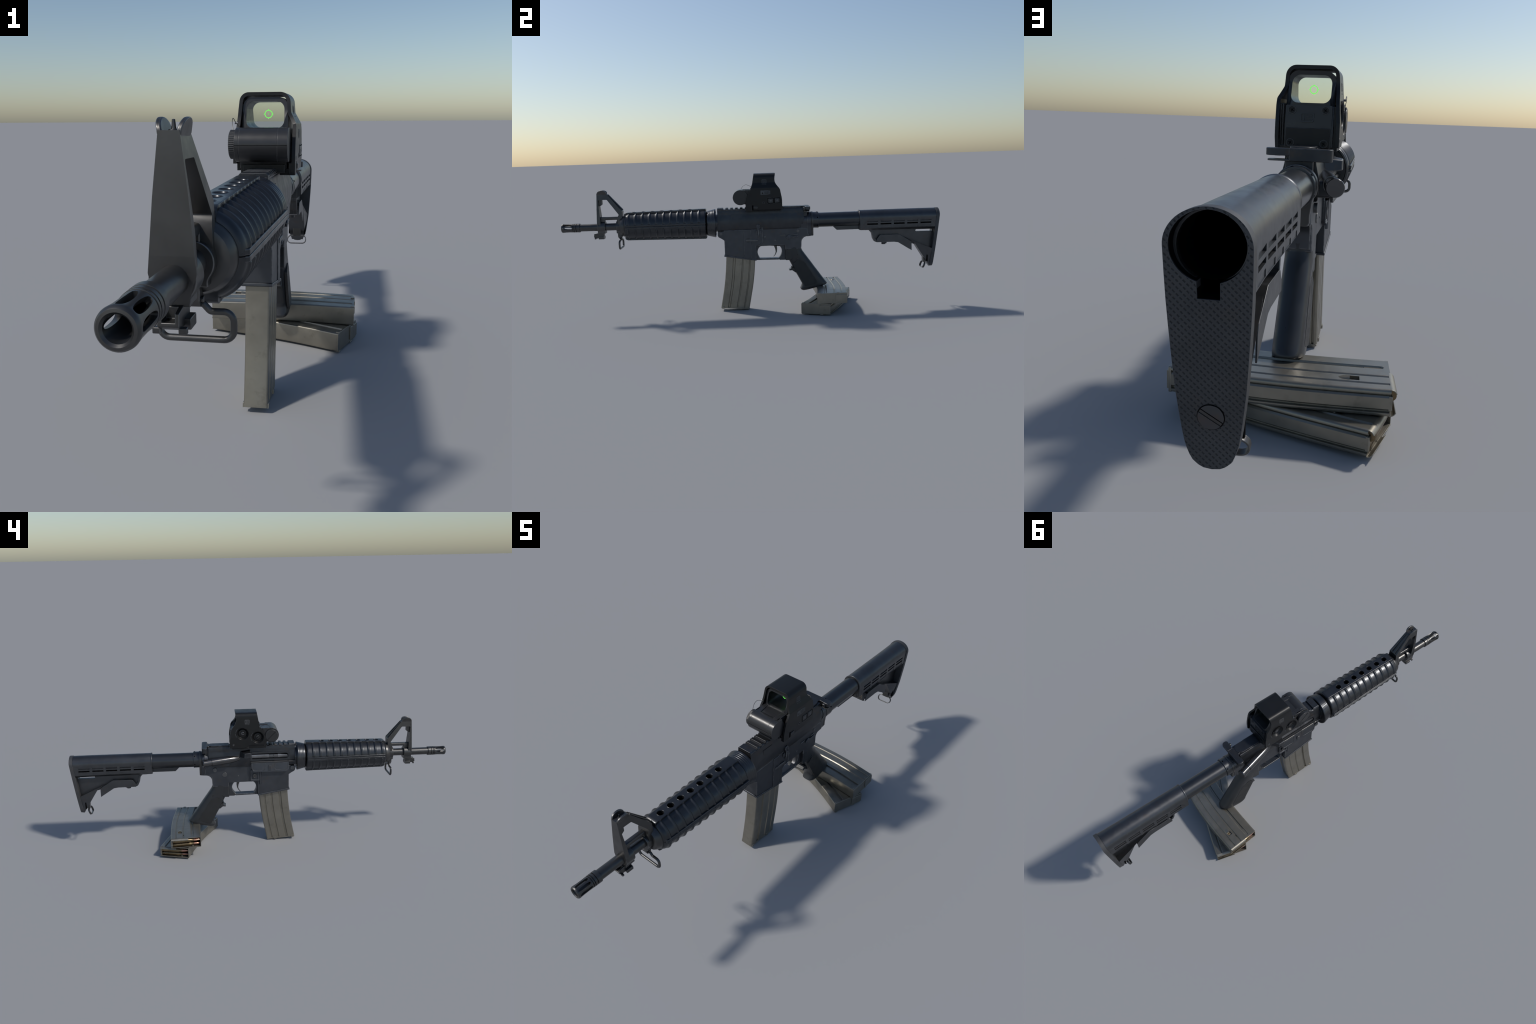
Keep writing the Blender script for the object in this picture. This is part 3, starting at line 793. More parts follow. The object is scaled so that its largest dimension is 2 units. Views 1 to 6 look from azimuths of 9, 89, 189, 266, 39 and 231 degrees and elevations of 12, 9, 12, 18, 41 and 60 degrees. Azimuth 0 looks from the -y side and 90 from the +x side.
# shroud: U-section with flat sides; hollow so the pad opening reads as dark
def shroud(y, r, zb, ch, k=28):
    top = 0.0430 - 0.0008 * (y > 0.95)
    pts = [(r * math.cos(pi * i / k), AX + top * math.sin(pi * i / k)) for i in range(k + 1)]
    pts += [(-r, 0.4360), (-r, zb + ch), (-r + ch * 1.2, zb), (r - ch * 1.2, zb), (r, zb + ch), (r, 0.4360)]
    return [(x, y, z) for x, z in pts]

sh_rings = []
for y, r, zb in ((0.577, 0.0430, 0.4085), (0.62, 0.0430, 0.4070), (0.90, 0.0445, 0.4060), (0.982, 0.0470, 0.4050)):
    sh_rings.append(shroud(y, r, zb, 0.012))
stock = place("stock", loft(sh_rings), M_STOCK, gun)
cutters = [place("cutter", lathe([(0.56, 0.0392), (1.05, 0.0392)], 48, centre=(0, AX - 0.0012)), M_VOID),
           place("cutter", box(-0.0135, 0.0135, 0.56, 1.05, 0.4112, 0.45), M_VOID)]
def stock_half(y):
    return interp([(0.577, 0.0430), (0.62, 0.0430), (0.90, 0.0445), (0.982, 0.0470)], y)
for k in range(5):          # ramped window, slat, deep slot and a shallow panel below
    y0 = 0.6140 + 0.0708 * k
    for s in (-1, 1):
        def inset(v, s=s):
            return Vector((v.x + s * (stock_half(v.y) - 0.0430), v.y, v.z))
        for sec_ in ([(0.060, 0.4606), (0.0430, 0.4602), (0.0385, 0.4515), (0.0385, 0.4508), (0.060, 0.4508)],
                     [(0.060, 0.4440), (0.0375, 0.4440), (0.0375, 0.4362), (0.060, 0.4362)],
                     [(0.060, 0.4300), (0.0418, 0.4295), (0.0416, 0.4192), (0.060, 0.4192)]):
            cutters.append(place("cutter", slab([[(s * x, z) for x, z in sec_]], y0, y0 + 0.0575, "y", inset), M_VOID))
cut(stock, cutters, 0.0009, 2, 40)
for s in (-1, 1):
    place("slot_dark_strip", slab([[(s * 0.0350, 0.4364), (s * 0.0381, 0.4364), (s * 0.0381, 0.4438), (s * 0.0350, 0.4438)]], 0.600, 0.975, "y", lambda v, s=s: Vector((v.x + s * (stock_half(v.y) - 0.0430), v.y, v.z))), M_VOID, stock)  # near-black strip along the floor of the slots
for y0 in (0.5760,):
    place("stock_collar", lathe([(0.5745, 0.0395), (0.5745, 0.0435), (0.5765, 0.0447), (0.5800, 0.0440), (0.5830, 0.0428), (0.5830, 0.0395)], 56, centre=(0, AX)), M_STOCK, stock, angle=60)
    place("collar_foot", slab([fil([(-0.030, 0.440), (-0.0300, 0.4085, 0.006), (0.0300, 0.4085, 0.006), (0.030, 0.440)])], 0.5750, 0.5900, "y"), M_STOCK, stock, 0.0015)
# near-black disc and sleeve modelled to darken the stock bore
place("bore_dark_sleeve", lathe([(0.7005, 0.0), (0.7005, 0.0386), (0.9755, 0.0388)][:2], 48, centre=(0, AX - 0.0012)), M_VOID, stock)
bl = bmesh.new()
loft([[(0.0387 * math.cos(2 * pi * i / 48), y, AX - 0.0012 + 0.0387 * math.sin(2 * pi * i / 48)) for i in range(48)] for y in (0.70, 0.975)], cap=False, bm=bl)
place("bore_dark_sleeve", bl, M_VOID, stock)
# web, toe and release lever
hook = fil([(0.6050, 0.4120), (0.6270, 0.4065, 0.02), (0.6420, 0.3890, 0.02), (0.6480, 0.3600, 0.006), (0.6560, 0.3440, 0.004), (0.6680, 0.3390, 0.004), (0.7600, 0.3500), (0.9000, 0.3150), (0.9620, 0.2850), (0.9770, 0.4120)])
slot = fil([(0.8790, 0.3895, 0.005), (0.9670, 0.3890, 0.005), (0.9690, 0.4000, 0.005), (0.8790, 0.4005, 0.005)], 6)
place("stock_web", slab([hook, slot], -0.0110, 0.0110, "x"), M_STOCK, stock, 0.0015)
place("front_hook", slab([fil([(0.6030, 0.4110), (0.6290, 0.4060, 0.02), (0.6440, 0.3880, 0.02), (0.6490, 0.3600, 0.006), (0.6570, 0.3440, 0.004), (0.6690, 0.3390, 0.003), (0.6700, 0.3500), (0.6560, 0.3640, 0.01), (0.6510, 0.3900, 0.02), (0.6400, 0.4100)])], -0.0230, 0.0230, "x"), M_STOCK, stock, 0.0015)
def pad_half(z):
    return interp([(0.199, 0.0), (0.2005, 0.0100), (0.204, 0.0168), (0.210, 0.0232), (0.220, 0.0286), (0.235, 0.0328), (0.255, 0.0360), (0.300, 0.0414), (0.360, 0.0457), (0.420, 0.0487), (0.470, 0.0496)], z)
def pad_y(z):
    y = 0.9664 + (z - 0.20) * 0.1190
    if z > 0.475:
        y -= 0.0030 * ((z - 0.475) / 0.04) ** 2
    if z < 0.235:
        y += 0.0010 * (0.235 - z) / 0.035
    return min(y, 1.0)
def toe_warp(v):
    t = min(1.0, max(0.0, (v.y - 0.84) / 0.125))
    return Vector((v.x * lerp(0.0235, pad_half(max(v.z, 0.2095)) * 0.955, t), v.y, v.z))
toe = fil([(0.7800, 0.3790), (0.9660, 0.2975), (0.9700, 0.2950), (0.9600, 0.2055), (0.9500, 0.2030, 0.003), (0.9180, 0.2540), (0.8670, 0.3340, 0.006), (0.8450, 0.3430), (0.7850, 0.3700)])
place("stock_toe", slab([toe], -1, 1, "x", toe_warp), M_STOCK, stock, 0.0015)
place("swivel_slot", box(-0.0325, 0.0325, 0.9335, 0.9400, 0.228, 0.276), M_VOID, stock)
lever = fil([(0.6660, 0.3400), (0.6680, 0.3560, 0.014), (0.6830, 0.3795, 0.014), (0.7860, 0.3795, 0.01), (0.8480, 0.3420, 0.006), (0.8540, 0.3300), (0.8545, 0.2905), (0.7830, 0.3360, 0.012), (0.7600, 0.3395, 0.01)])
rl = place("release_lever", slab([lever], -0.0290, 0.0290, "x"), M_STOCK, stock, 0.0012)
cut(rl, [place("cutter", slab([[(0.60, 0.20), (0.60, 0.366), (0.783, 0.368), (0.875, 0.315), (0.875, 0.20)]], -0.0262, 0.0262, "x"), M_VOID),
         place("cutter", box(-0.0262, 0.0262, 0.600, 0.690, 0.345, 0.40), M_VOID)], 0.0008)
place("lever_pin", lathe([(0.326, 0.0105), (0.3275, 0.0112), (0.405, 0.0112)], 20, "z", (0, 0.7080)), M_STOCK, stock, angle=40)
place("lever_pin", lathe([(0.330, 0.0075), (0.405, 0.0075)], 16, "z", (0.0, 0.7180)), M_STOCK, stock)
# sling loop at the toe
place("loop_shank", slab([fil([(0.9190, 0.2720), (0.9330, 0.2740), (0.9340, 0.2230, 0.003), (0.9200, 0.2200, 0.003)])], -0.0150, 0.0150, "x"), M_STEEL, stock, 0.001)
lp = fil([(-0.0365, -0.0165, 0.0155), (0.0365, -0.0165, 0.0155), (0.0365, 0.0165, 0.0155), (-0.0365, 0.0165, 0.0155)], 8)
li = fil([(-0.0338, -0.0138, 0.0130), (0.0338, -0.0138, 0.0130), (0.0338, 0.0138, 0.0130), (-0.0338, 0.0138, 0.0130)], 8)
lm = frame_map((0, 0.9190, 0.2085), (0, 0.915, -0.403), (0, 0.403, 0.915))
place("sling_loop", slab([lp, li], -0.0052, 0.0052, "y", lambda v: lm(v.y, v.x, v.z)), M_STEEL, stock, 0.001)
# butt pad
zs = [0.5140 - 0.0435 * (1 - math.cos(pi / 2 * i / 16)) for i in range(17)]
right = [(0.0496 * math.sqrt(max(0.0, 1 - ((z - AX) / 0.0435) ** 2)), z) for z in zs]
right += [(pad_half(z), z) for z in (0.44, 0.41, 0.38, 0.34, 0.30, 0.27, 0.25, 0.235, 0.225, 0.217, 0.210, 0.206, 0.2035, 0.2015, 0.2005)]
outline = [(0.0, 0.5140)] + right[1:] + [(0.0, 0.1992)] + [(-x, z) for x, z in reversed(right[1:])]
hole = []
for i in range(41):
    a = math.radians(-72.5 + 325 * i / 40)
    hole.append((0.0432 * math.cos(a), AX + 0.0403 * math.sin(a)))
hole = hole + [(-0.0128, 0.4125), (0.0128, 0.4125)]
pad = place("butt_pad", slab([outline, hole], 0.0, 1.0, "y", lambda v: Vector((v.x, pad_y(v.z) - (0.0 if v.y > 0.5 else 0.0170), v.z))), M_PAD, stock, 0.0022, 3, 40)
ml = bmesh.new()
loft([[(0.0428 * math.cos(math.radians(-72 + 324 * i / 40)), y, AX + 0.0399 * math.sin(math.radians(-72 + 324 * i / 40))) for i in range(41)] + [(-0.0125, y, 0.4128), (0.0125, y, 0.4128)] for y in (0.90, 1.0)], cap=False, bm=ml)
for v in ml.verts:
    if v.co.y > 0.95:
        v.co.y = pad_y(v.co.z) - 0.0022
place("mouth_dark_sleeve", ml, M_VOID, pad)  # near-black skin over the walls of the pad opening
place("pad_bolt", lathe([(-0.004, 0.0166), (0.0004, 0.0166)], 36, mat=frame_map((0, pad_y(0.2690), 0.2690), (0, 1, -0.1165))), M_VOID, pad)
bm_ = frame_map((0, pad_y(0.2690) + 0.0008, 0.2690), (0, 1, -0.1165))
ca, sa = math.cos(math.radians(-32)), math.sin(math.radians(-32))
for lo_, hi_ in ((0.0030, 0.0158), (-0.0158, -0.0030)):
    seg_ = []
    for i in range(15):
        b = lerp(lo_, hi_, i / 14)
        seg_.append((math.sqrt(max(0, 0.0156 ** 2 - min(abs(b), 0.0155) ** 2)), b))
    seg_ = seg_ + [(-a, b) for a, b in reversed(seg_)]
    place("bolt_head", slab([seg_], -0.003, 0.0006, "y", lambda v: bm_(v.y, v.x * ca + v.z * sa, -v.x * sa + v.z * ca)), M_STOCK, pad, 0.0006)
place("bolt_slot", slab([[(-0.0152, -0.0031), (0.0152, -0.0031), (0.0152, 0.0010), (-0.0152, 0.0010)]], -0.002, -0.0003, "y", lambda v: bm_(v.y, v.x * ca + v.z * sa, -v.x * sa + v.z * ca)), M_STEEL, pad)

# ------------------------------------------------------------------ holographic sight
def hood_front(z):
    return interp([(0.535, -0.0260), (0.5730, -0.0250), (0.6030, -0.0185), (0.6225, -0.0110), (0.6350, -0.0030), (0.6530, 0.0067), (0.670, 0.0130), (0.690, 0.0165), (0.7267, 0.0223)], z)
def hood_rear(z):
    return interp([(0.535, 0.1655), (0.585, 0.1655), (0.600, 0.1640), (0.6400, 0.1565), (0.6480, 0.1530), (0.6600, 0.1430), (0.6700, 0.1360), (0.680, 0.1310), (0.6920, 0.1290), (0.7060, 0.1300), (0.7267, 0.1335)], z)
path = fil([(-0.0710, 0.5400), (-0.0706, 0.6000, 0.05), (-0.0640, 0.6850, 0.02), (-0.0600, 0.7257, 0.0255), (0.0590, 0.7257, 0.0255), (0.0625, 0.6780, 0.012), (0.0755, 0.6520, 0.012), (0.0762, 0.6350), (0.0762, 0.5650), (0.0745, 0.5400)], 8)
dense = []
for a, b in zip(path, path[1:]):
    m = max(1, int((Vector(b) - Vector(a)).length / 0.006))
    dense += [tuple(Vector(a).lerp(Vector(b), j / m)) for j in range(m)]
dense.append(path[-1])
def offset(poly, d):
    out = []
    for i, p in enumerate(poly):
        a, b = Vector(poly[max(0, i - 1)]), Vector(poly[min(len(poly) - 1, i + 1)])
        t = (b - a).normalized()
        out.append((p[0] + t.y * d, p[1] - t.x * d))
    return out
inner = offset(dense, 0.0085)
bm = bmesh.new()
grid = []
for poly in (dense, inner):
    front = [bm.verts.new((x, hood_front(max(0.535, min(0.7267, z))), z)) for x, z in dense] if False else None
    fr = [bm.verts.new((x, hood_front(zz[1]), z)) for (x, z), zz in zip(poly, dense)]
    rr = [bm.verts.new((x, hood_rear(zz[1]), z)) for (x, z), zz in zip(poly, dense)]
    grid.append((fr, rr))
(of, orr), (inf, inr) = grid
for i in range(len(dense) - 1):
    for a, b in ((of, orr), (orr, inr), (inr, inf), (inf, of)):
        bm.faces.new((a[i], a[i + 1], b[i + 1], b[i]))
for i in (0, -1):
    bm.faces.new((of[i], orr[i], inr[i], inf[i]))
hood = place("optic_hood", bm, M_OPTIC, gun)
cyl = [place("cutter", lathe([(-0.10, 0.0302), (-0.050, 0.0302)], 32, "x", c), M_VOID) for c in ((0.0987, 0.6190), (0.0205, 0.5980))]
cyl2 = [place("cutter", lathe([(-0.10, 0.0302), (-0.0585, 0.0302)], 32, "x", c), M_VOID) for c in ((0.0987, 0.6190), (0.0205, 0.5980))]
# keep the two front corners of the left skirt clear above the mount knob
cyl.append(place("cutter", slab([fil([(-0.040, 0.53), (-0.040, 0.5600), (0.064, 0.5590, 0.006), (0.086, 0.5460, 0.01), (0.100, 0.5450), (0.18, 0.5440), (0.18, 0.53)])], -0.10, -0.05, "x"), M_VOID))
cut(hood, cyl, 0.0011, 2, 40)
# housing: battery cylinder across the front, blending into the body
bat = [(-0.0515 + 0.0385 * math.cos(a), 0.6045 + 0.0385 * math.sin(a)) for a in [math.radians(90 + 205 * i / 30) for i in range(31)]]
side = bat + [(-0.020, 0.5660), (-0.018, 0.5480), (0.1585, 0.5440), (0.1590, 0.5860), (0.1500, 0.6340), (0.1400, 0.6400), (-0.020, 0.6430)]
hs = place("optic_housing", slab([side], -0.0555, 0.0555, "x"), M_OPTICB, hood, 0.0015)
recess = slab([fil([(-0.0300, -0.0600, 0.004), (0.0290, -0.0600, 0.004), (0.0380, 0.0150), (-0.0390, 0.0150)])], 0.6400, 0.66, "z")
cut(hs, [place("cutter", recess, M_VOID)], 0.0015)
for x0, x1 in ((-0.0575, -0.0480), (-0.0473, 0.0400), (0.0407, 0.0645)):
    place("battery_case", lathe([(x0, 0.030), (x0, 0.0392), (x1, 0.0392), (x1, 0.030)], 56, "x", (-0.0512, 0.6045)), M_OPTICB, hood, 0.0009)
place("battery_side", slab([bat + [(-0.028, 0.5700), (-0.026, 0.6430)]], 0.0500, 0.0648, "x"), M_OPTICB, hood, 0.0012)
place("battery_side", slab([bat + [(-0.022, 0.5700), (-0.005, 0.6430)]], -0.0572, -0.0500, "x"), M_OPTICB, hood, 0.0012)
place("case_seam", box(-0.0570, 0.0640, -0.0907, -0.0895, 0.6040, 0.6050), M_VOID, hood)
cap = []
for i in range(96):
    a = 2 * pi * i / 96
    r = 0.0335 if i % 2 else 0.0322
    cap.append((-0.0517 + r * math.cos(a), 0.6055 + r * math.sin(a)))
capo = place("battery_cap", slab([cap], -0.0705, -0.0585, "x"), M_OPTICB, hood, 0.0003, 1, 60)
disc("cap_face", -0.0722, -0.0700, -0.0517, 0.6055, 0.0308, M_OPTICB, capo, 0.0012, 40)
d45 = 0.0285
place("cap_slot", slab([[(-0.0517 + a * 0.707 * d45 + b, 0.6055 - a * 0.707 * d45 + b) for a, b in ((-1, -0.0007), (-1, 0.0007), (1, 0.0007), (1, -0.0007))]], -0.0725, -0.0712, "x"), M_VOID, capo)
place("cap_neck", lathe([(-0.0600, 0.0300), (-0.0560, 0.0300)], 40, "x", (-0.0517, 0.6055)), M_VOID, hood)
lan = [(-0.0650, -0.0502, 0.6380), (-0.0680, -0.0440, 0.6490), (-0.0700, -0.0340, 0.6600), (-0.0705, -0.0200, 0.6650), (-0.0700, -0.0050, 0.6600), (-0.0690, 0.0080, 0.6530)]
smooth_lan = []
for i in range(len(lan) - 1):
    p0, p1, p2, p3 = (Vector(lan[max(0, min(len(lan) - 1, j))]) for j in (i - 1, i, i + 1, i + 2))
    for j in range(6):
        t = j / 6
        smooth_lan.append(0.5 * ((2 * p1) + (p2 - p0) * t + (2 * p0 - 5 * p1 + 4 * p2 - p3) * t * t + (3 * p1 - p0 - 3 * p2 + p3) * t ** 3))
place("cap_lanyard", wire(smooth_lan + [Vector(lan[-1])], 0.0008, 6), M_STEEL, hood)
disc("lanyard_rivet", -0.0720, -0.0640, 0.0095, 0.6540, 0.0028, M_BOLT, hood, 0.0005, 12)
# window frame
fo = fil([(-0.0555, 0.6000), (-0.0555, 0.7140, 0.025), (0.0555, 0.7140, 0.025), (0.0555, 0.6000)], 8)
fi = fil([(-0.0455, 0.6420, 0.017), (-0.0455, 0.7045, 0.019), (0.0455, 0.7045, 0.019), (0.0455, 0.6420, 0.017)], 8)
def frame_warp(v):
    z = v.z
    return Vector((v.x, lerp(hood_front(z) + 0.008 + max(0, 0.65 - z) * 0.4, min(hood_rear(z) - 0.004, 0.1500), 1.0 if v.y > 0.5 else 0.0), z))
place("window_frame", slab([fo, fi], 0.0, 1.0, "y", frame_warp), M_OPTICB, hood, 0.0018, 3)
pane = [(x * 1.02, lerp(0.6725, z, 1.02)) for x, z in fi]
for y0, lean in ((0.0290, 0.16), (0.1225, 0.0)):
    place("glass_pane", slab([pane], 0, 0.0018, "y", lambda v: Vector((v.x, y0 + v.y + (v.z - 0.672) * lean, v.z))), M_GLASS, hood)
# reticle: ring, four ticks and a centre dot
ret = bmesh.new()
slab([circle(0.0022, 0.6749, 0.0099, 40), circle(0.0022, 0.6749, 0.0081, 40)], 0.0650, 0.0656, "y", bm=ret)
for k in range(4):
    a = pi / 2 * k
    c, s = math.cos(a), math.sin(a)
    q = [(0.0097, -0.0012), (0.0115, -0.0006), (0.0115, 0.0006), (0.0097, 0.0012)]
    slab([[(0.0022 + u * c - w * s, 0.6749 + u * s + w * c) for u, w in q]], 0.0650, 0.0656, "y", bm=ret)
slab([circle(0.0022, 0.6749, 0.0007, 10)], 0.0650, 0.0656, "y", bm=ret)
place("reticle", ret, M_GLOW, hood, smooth=False)
# rear plate with four screws and embossed badge
def plate_y(z):
    return 0.1600 if z < 0.586 else 0.1600 - (z - 0.586) * 0.10
rp_lo = place("rear_plate", slab([fil([(-0.0515, 0.5425), (-0.0515, 0.6365, 0.003), (0.0540, 0.6365, 0.003), (0.0540, 0.5425)])], 0, 1, "y", lambda v: Vector((v.x, plate_y(v.z) + (0.002 if v.y > 0.5 else -0.012), v.z))), M_OPTICB, hood, 0.001)
place("plate_step", slab([fil([(-0.0500, 0.5430), (-0.0490, 0.5865, 0.002), (0.0520, 0.5860, 0.002), (0.0530, 0.5430)])], 0.1600, 0.1640, "y"), M_OPTIC, rp_lo, 0.0012)
for x, z in ((0.0392, 0.6255), (-0.0366, 0.6257), (0.0403, 0.5530), (-0.0356, 0.5520)):
    y = plate_y(z) + (0.002 if z > 0.586 else 0.0042)
    place("screw_seat", slab([circle(x, z, 0.0095, 24), circle(x, z, 0.0072, 24)], y - 0.002, y + 0.0012, "y"), M_OPTICB, rp_lo, 0.0005)
    place("plate_screw", slab([circle(x, z, 0.0068, 24)], y - 0.002, y + 0.0006, "y"), M_OPTIC, rp_lo, 0.0006)
    for a in (0.6, 0.6 + pi / 2):
        c, s = math.cos(a), math.sin(a)
        place("screw_cross", slab([[(x + u * c - w * s, z + u * s + w * c) for u, w in ((-0.0045, -0.0008), (0.0045, -0.0008), (0.0045, 0.0008), (-0.0045, 0.0008))]], y, y + 0.0009, "y"), M_VOID, rp_lo)

def badge(put, w, h, bm):
    """Rounded square with an upright and three bars."""
    t = w * 0.085
    put([fil([(0, 0, t * 1.5), (w, 0, t * 1.5), (w, h, t * 1.5), (0, h, t * 1.5)], 4), fil([(t, t, t), (w - t, t, t), (w - t, h - t, t), (t, h - t, t)], 4)], bm)
    put([[(w * 0.22, t * 1.5), (w * 0.30, t * 1.5), (w * 0.30, h - t * 1.5), (w * 0.22, h - t * 1.5)]], bm)
    for k in range(3):
        z = h * (0.25 + 0.22 * k)
        put([[(w * 0.30, z), (w * 0.90, z), (w * 0.90, z + h * 0.085), (w * 0.30, z + h * 0.085)]], bm)

bm = bmesh.new()
badge(lambda loops, b: slab([[(-0.0141 + p[0] * 1.0, 0.5995 + p[1]) for p in lp_] for lp_ in loops], 0.1575, 0.1606, "y", bm=b), 0.0313, 0.0208, bm)
for v in bm.verts:
    v.co.x = 0.003 - (v.co.x - 0.003)
    v.co.y = plate_y(v.co.z) + (0.0030 if v.co.y > 0.159 else 0.0)
place("rear_badge", bm, M_OPTICB, rp_lo)
place("hood_filler", slab([fil([(0.0565, 0.5430), (0.0565, 0.6400), (0.0690, 0.6400), (0.0690, 0.5430)])], 0.010, 0.1500, "y"), M_OPTIC, hood, 0.001)
cut(place("hood_filler", slab([fil([(-0.0560, 0.5430), (-0.0560, 0.6350), (-0.0635, 0.6350), (-0.0635, 0.5430)])], -0.012, 0.1560, "y"), M_OPTIC, hood), cyl2, 0.0006)
for x0, x1 in ((0.0585, 0.0615), (0.0640, 0.0668)):
    place("side_rail", box(x0, x1, 0.145, 0.1555, 0.545, 0.6380), M_OPTICB, hood, 0.0008)
# left face buttons, label and badges
XF = 0.0762
for y0, y1 in ((0.0905, 0.1205), (0.1250, 0.1555)):
    place("button_rim", slab([fil([(y0 - 0.0025, 0.5685, 0.003), (y1 + 0.0025, 0.5685, 0.003), (y1 + 0.0025, 0.6010, 0.003), (y0 - 0.0025, 0.6010, 0.003)]), fil([(y0 - 0.001, 0.570), (y1 + 0.001, 0.570), (y1 + 0.001, 0.5995), (y0 - 0.001, 0.5995)])], XF - 0.001, XF + 0.0010, "x"), M_OPTICB, hood, 0.0004)
    place("button_gap", box(XF - 0.001, XF + 0.0003, y0 - 0.001, y1 + 0.001, 0.570, 0.5995), M_VOID, hood)
    place("push_button", box(XF - 0.001, XF + 0.0014, y0 + 0.0030, y1 - 0.0030, 0.5735, 0.5960), M_POLY, hood, 0.001)
yb = 0.1030
place("button_mark", slab([[(0.1060 + 0.0075 * math.sin(2.094 * k), 0.5848 - 0.0075 * math.cos(2.094 * k)) for k in range(3)]], XF + 0.001, XF + 0.0018, "x"), M_MARK, hood)
place("button_mark", slab([[(0.1405 + 0.0075 * math.sin(2.094 * k), 0.5848 + 0.0075 * math.cos(2.094 * k)) for k in range(3)]], XF + 0.001, XF + 0.0018, "x"), M_MARK, hood)
lab = bmesh.new()
box(XF - 0.001, XF + 0.0005, 0.0545, 0.0975, 0.6165, 0.6385, lab)
box(XF - 0.001, XF + 0.0005, 0.0995, 0.1050, 0.6180, 0.6370, lab)
place("warning_label", lab, M_MARK, hood)
lab = bmesh.new()
slab([[(0.0600, 0.6195), (0.0700, 0.6195), (0.0650, 0.6320)]], XF + 0.0003, XF + 0.0008, "x", bm=lab)
for k in range(4):
    box(XF + 0.0003, XF + 0.0008, 0.0740, 0.0940, 0.6195 + 0.0042 * k, 0.6213 + 0.0042 * k, lab)
place("label_print", lab, M_OPTIC, hood)
def side_badge(sgn, y0, z0, name):
    bm = bmesh.new()
    x_at = lambda z: 0.0632 if sgn > 0 else -0.0650
    badge(lambda loops, b: slab([[(y0 + (p[0] if sgn > 0 else 0.0245 - p[0]), z0 + p[1]) for p in l2] for l2 in loops], 0.0, 1.0, "x", bm=b), 0.0245, 0.0200, bm)
    for k in range(7):
        slab([[(y0 + 0.0035 * k, z0 - 0.0060), (y0 + 0.0035 * k + 0.0024, z0 - 0.0060), (y0 + 0.0035 * k + 0.0024, z0 - 0.0042), (y0 + 0.0035 * k, z0 - 0.0042)]], 0.0, 1.0, "x", bm=bm)
    for v in bm.verts:
        best = min((p for p in dense if (p[0] > 0) == (sgn > 0)), key=lambda p: abs(p[1] - v.co.z))
        nb = sorted((p for p in dense if (p[0] > 0) == (sgn > 0)), key=lambda p: abs(p[1] - v.co.z))[:2]
        za, zb = nb[0][1], nb[1][1]
        t = 0 if abs(zb - za) < 1e-6 else (v.co.z - za) / (zb - za)
        x = lerp(nb[0][0], nb[1][0], t)
        v.co.x = x + sgn * (0.0005 if v.co.x > 0.5 else -0.0015)
    place(name, bm, M_MARK, hood, smooth=False)
side_badge(1, 0.0625, 0.6745, "side_badge")
side_badge(-1, 0.0615, 0.6715, "side_badge")
disc("side_screw", XF - 0.001, XF + 0.0012, 0.0690, 0.5745, 0.0060, M_OPTICB, hood)
place("screw_socket", slab([circle(0.0690, 0.5745, 0.0026, 6)], XF, XF + 0.0015, "x"), M_VOID, hood)
disc("side_screw", XF - 0.001, XF + 0.0008, 0.0000, 0.5725, 0.0048, M_OPTIC, hood)
# right face adjusters, set in the two bores
for (y, z), knob in (((0.0987, 0.6190), True), ((0.0205, 0.5980), False)):
    disc("adjuster_well", -0.0590, -0.0580, y, z, 0.0300, M_VOID, hood, 0.0, 36)
    place("adjuster_bowl", lathe([(-0.0580, 0.0225), (-0.0600, 0.0235), (-0.0655, 0.0285), (-0.0690, 0.0312), (-0.0705, 0.0318), (-0.0714, 0.0316), (-0.0708, 0.0300), (-0.0690, 0.0296), (-0.0640, 0.0270), (-0.0585, 0.0215)], 48, "x", (y, z), closed=True), M_OPTIC, hood, angle=60)
    ad = place("windage_adjuster", lathe([(-0.0585, 0.0210), (-0.0615, 0.0205), (-0.0622, 0.0190), (-0.0622, 0.0130), (-0.0600, 0.0120), (-0.0600, 0.0)], 40, "x", (y, z)), M_OPTIC, hood, angle=40)
    place("adjuster_core", lathe([(-0.0595, 0.0105), (-0.0640, 0.0100), (-0.0650, 0.0085), (-0.0650, 0.0)], 32, "x", (y, z)), M_OPTICB, ad, angle=40)
    place("adjuster_slot", slab([[(y - 0.0080, z + 0.0030), (y - 0.0068, z + 0.0052), (y + 0.0080, z - 0.0030), (y + 0.0068, z - 0.0052)]], -0.0653, -0.0645, "x"), M_VOID, ad)
    if knob:
        for k in (-1, 1):
            place("bright_line", wire([(-0.0652, y - 0.0085, z + k * 0.0042 + 0.0020), (-0.0652, y + 0.0085, z + k * 0.0042 - 0.0020)], 0.0009, 6), M_BOLT, ad)
    arc_mark = bmesh.new()
    for a0, a1 in ((2, 34), (42, 74)):
        o_ = [(y + 0.0365 * math.cos(math.radians(a - 30)), z + 0.0365 * math.sin(math.radians(a - 30))) for a in [a0 + (a1 - a0) * i / 6 for i in range(7)]]
        i_ = [(y + 0.0352 * math.cos(math.radians(a - 30)), z + 0.0352 * math.sin(math.radians(a - 30))) for a in [a1 - (a1 - a0) * i / 6 for i in range(7)]]
        slab([o_ + i_], -0.0711, -0.0700, "x", lambda v: Vector((v.x + max(0, v.z - 0.600) * 0.077, v.y, v.z)), bm=arc_mark)
    place("adjuster_mark", arc_mark, M_MARK, hood)
disc("side_screw", -0.0716, -0.0700, 0.1475, 0.5605, 0.0055, M_OPTICB, hood)
place("screw_socket", slab([circle(0.1475, 0.5605, 0.0024, 6)], -0.0720, -0.0710, "x"), M_MARK, hood)
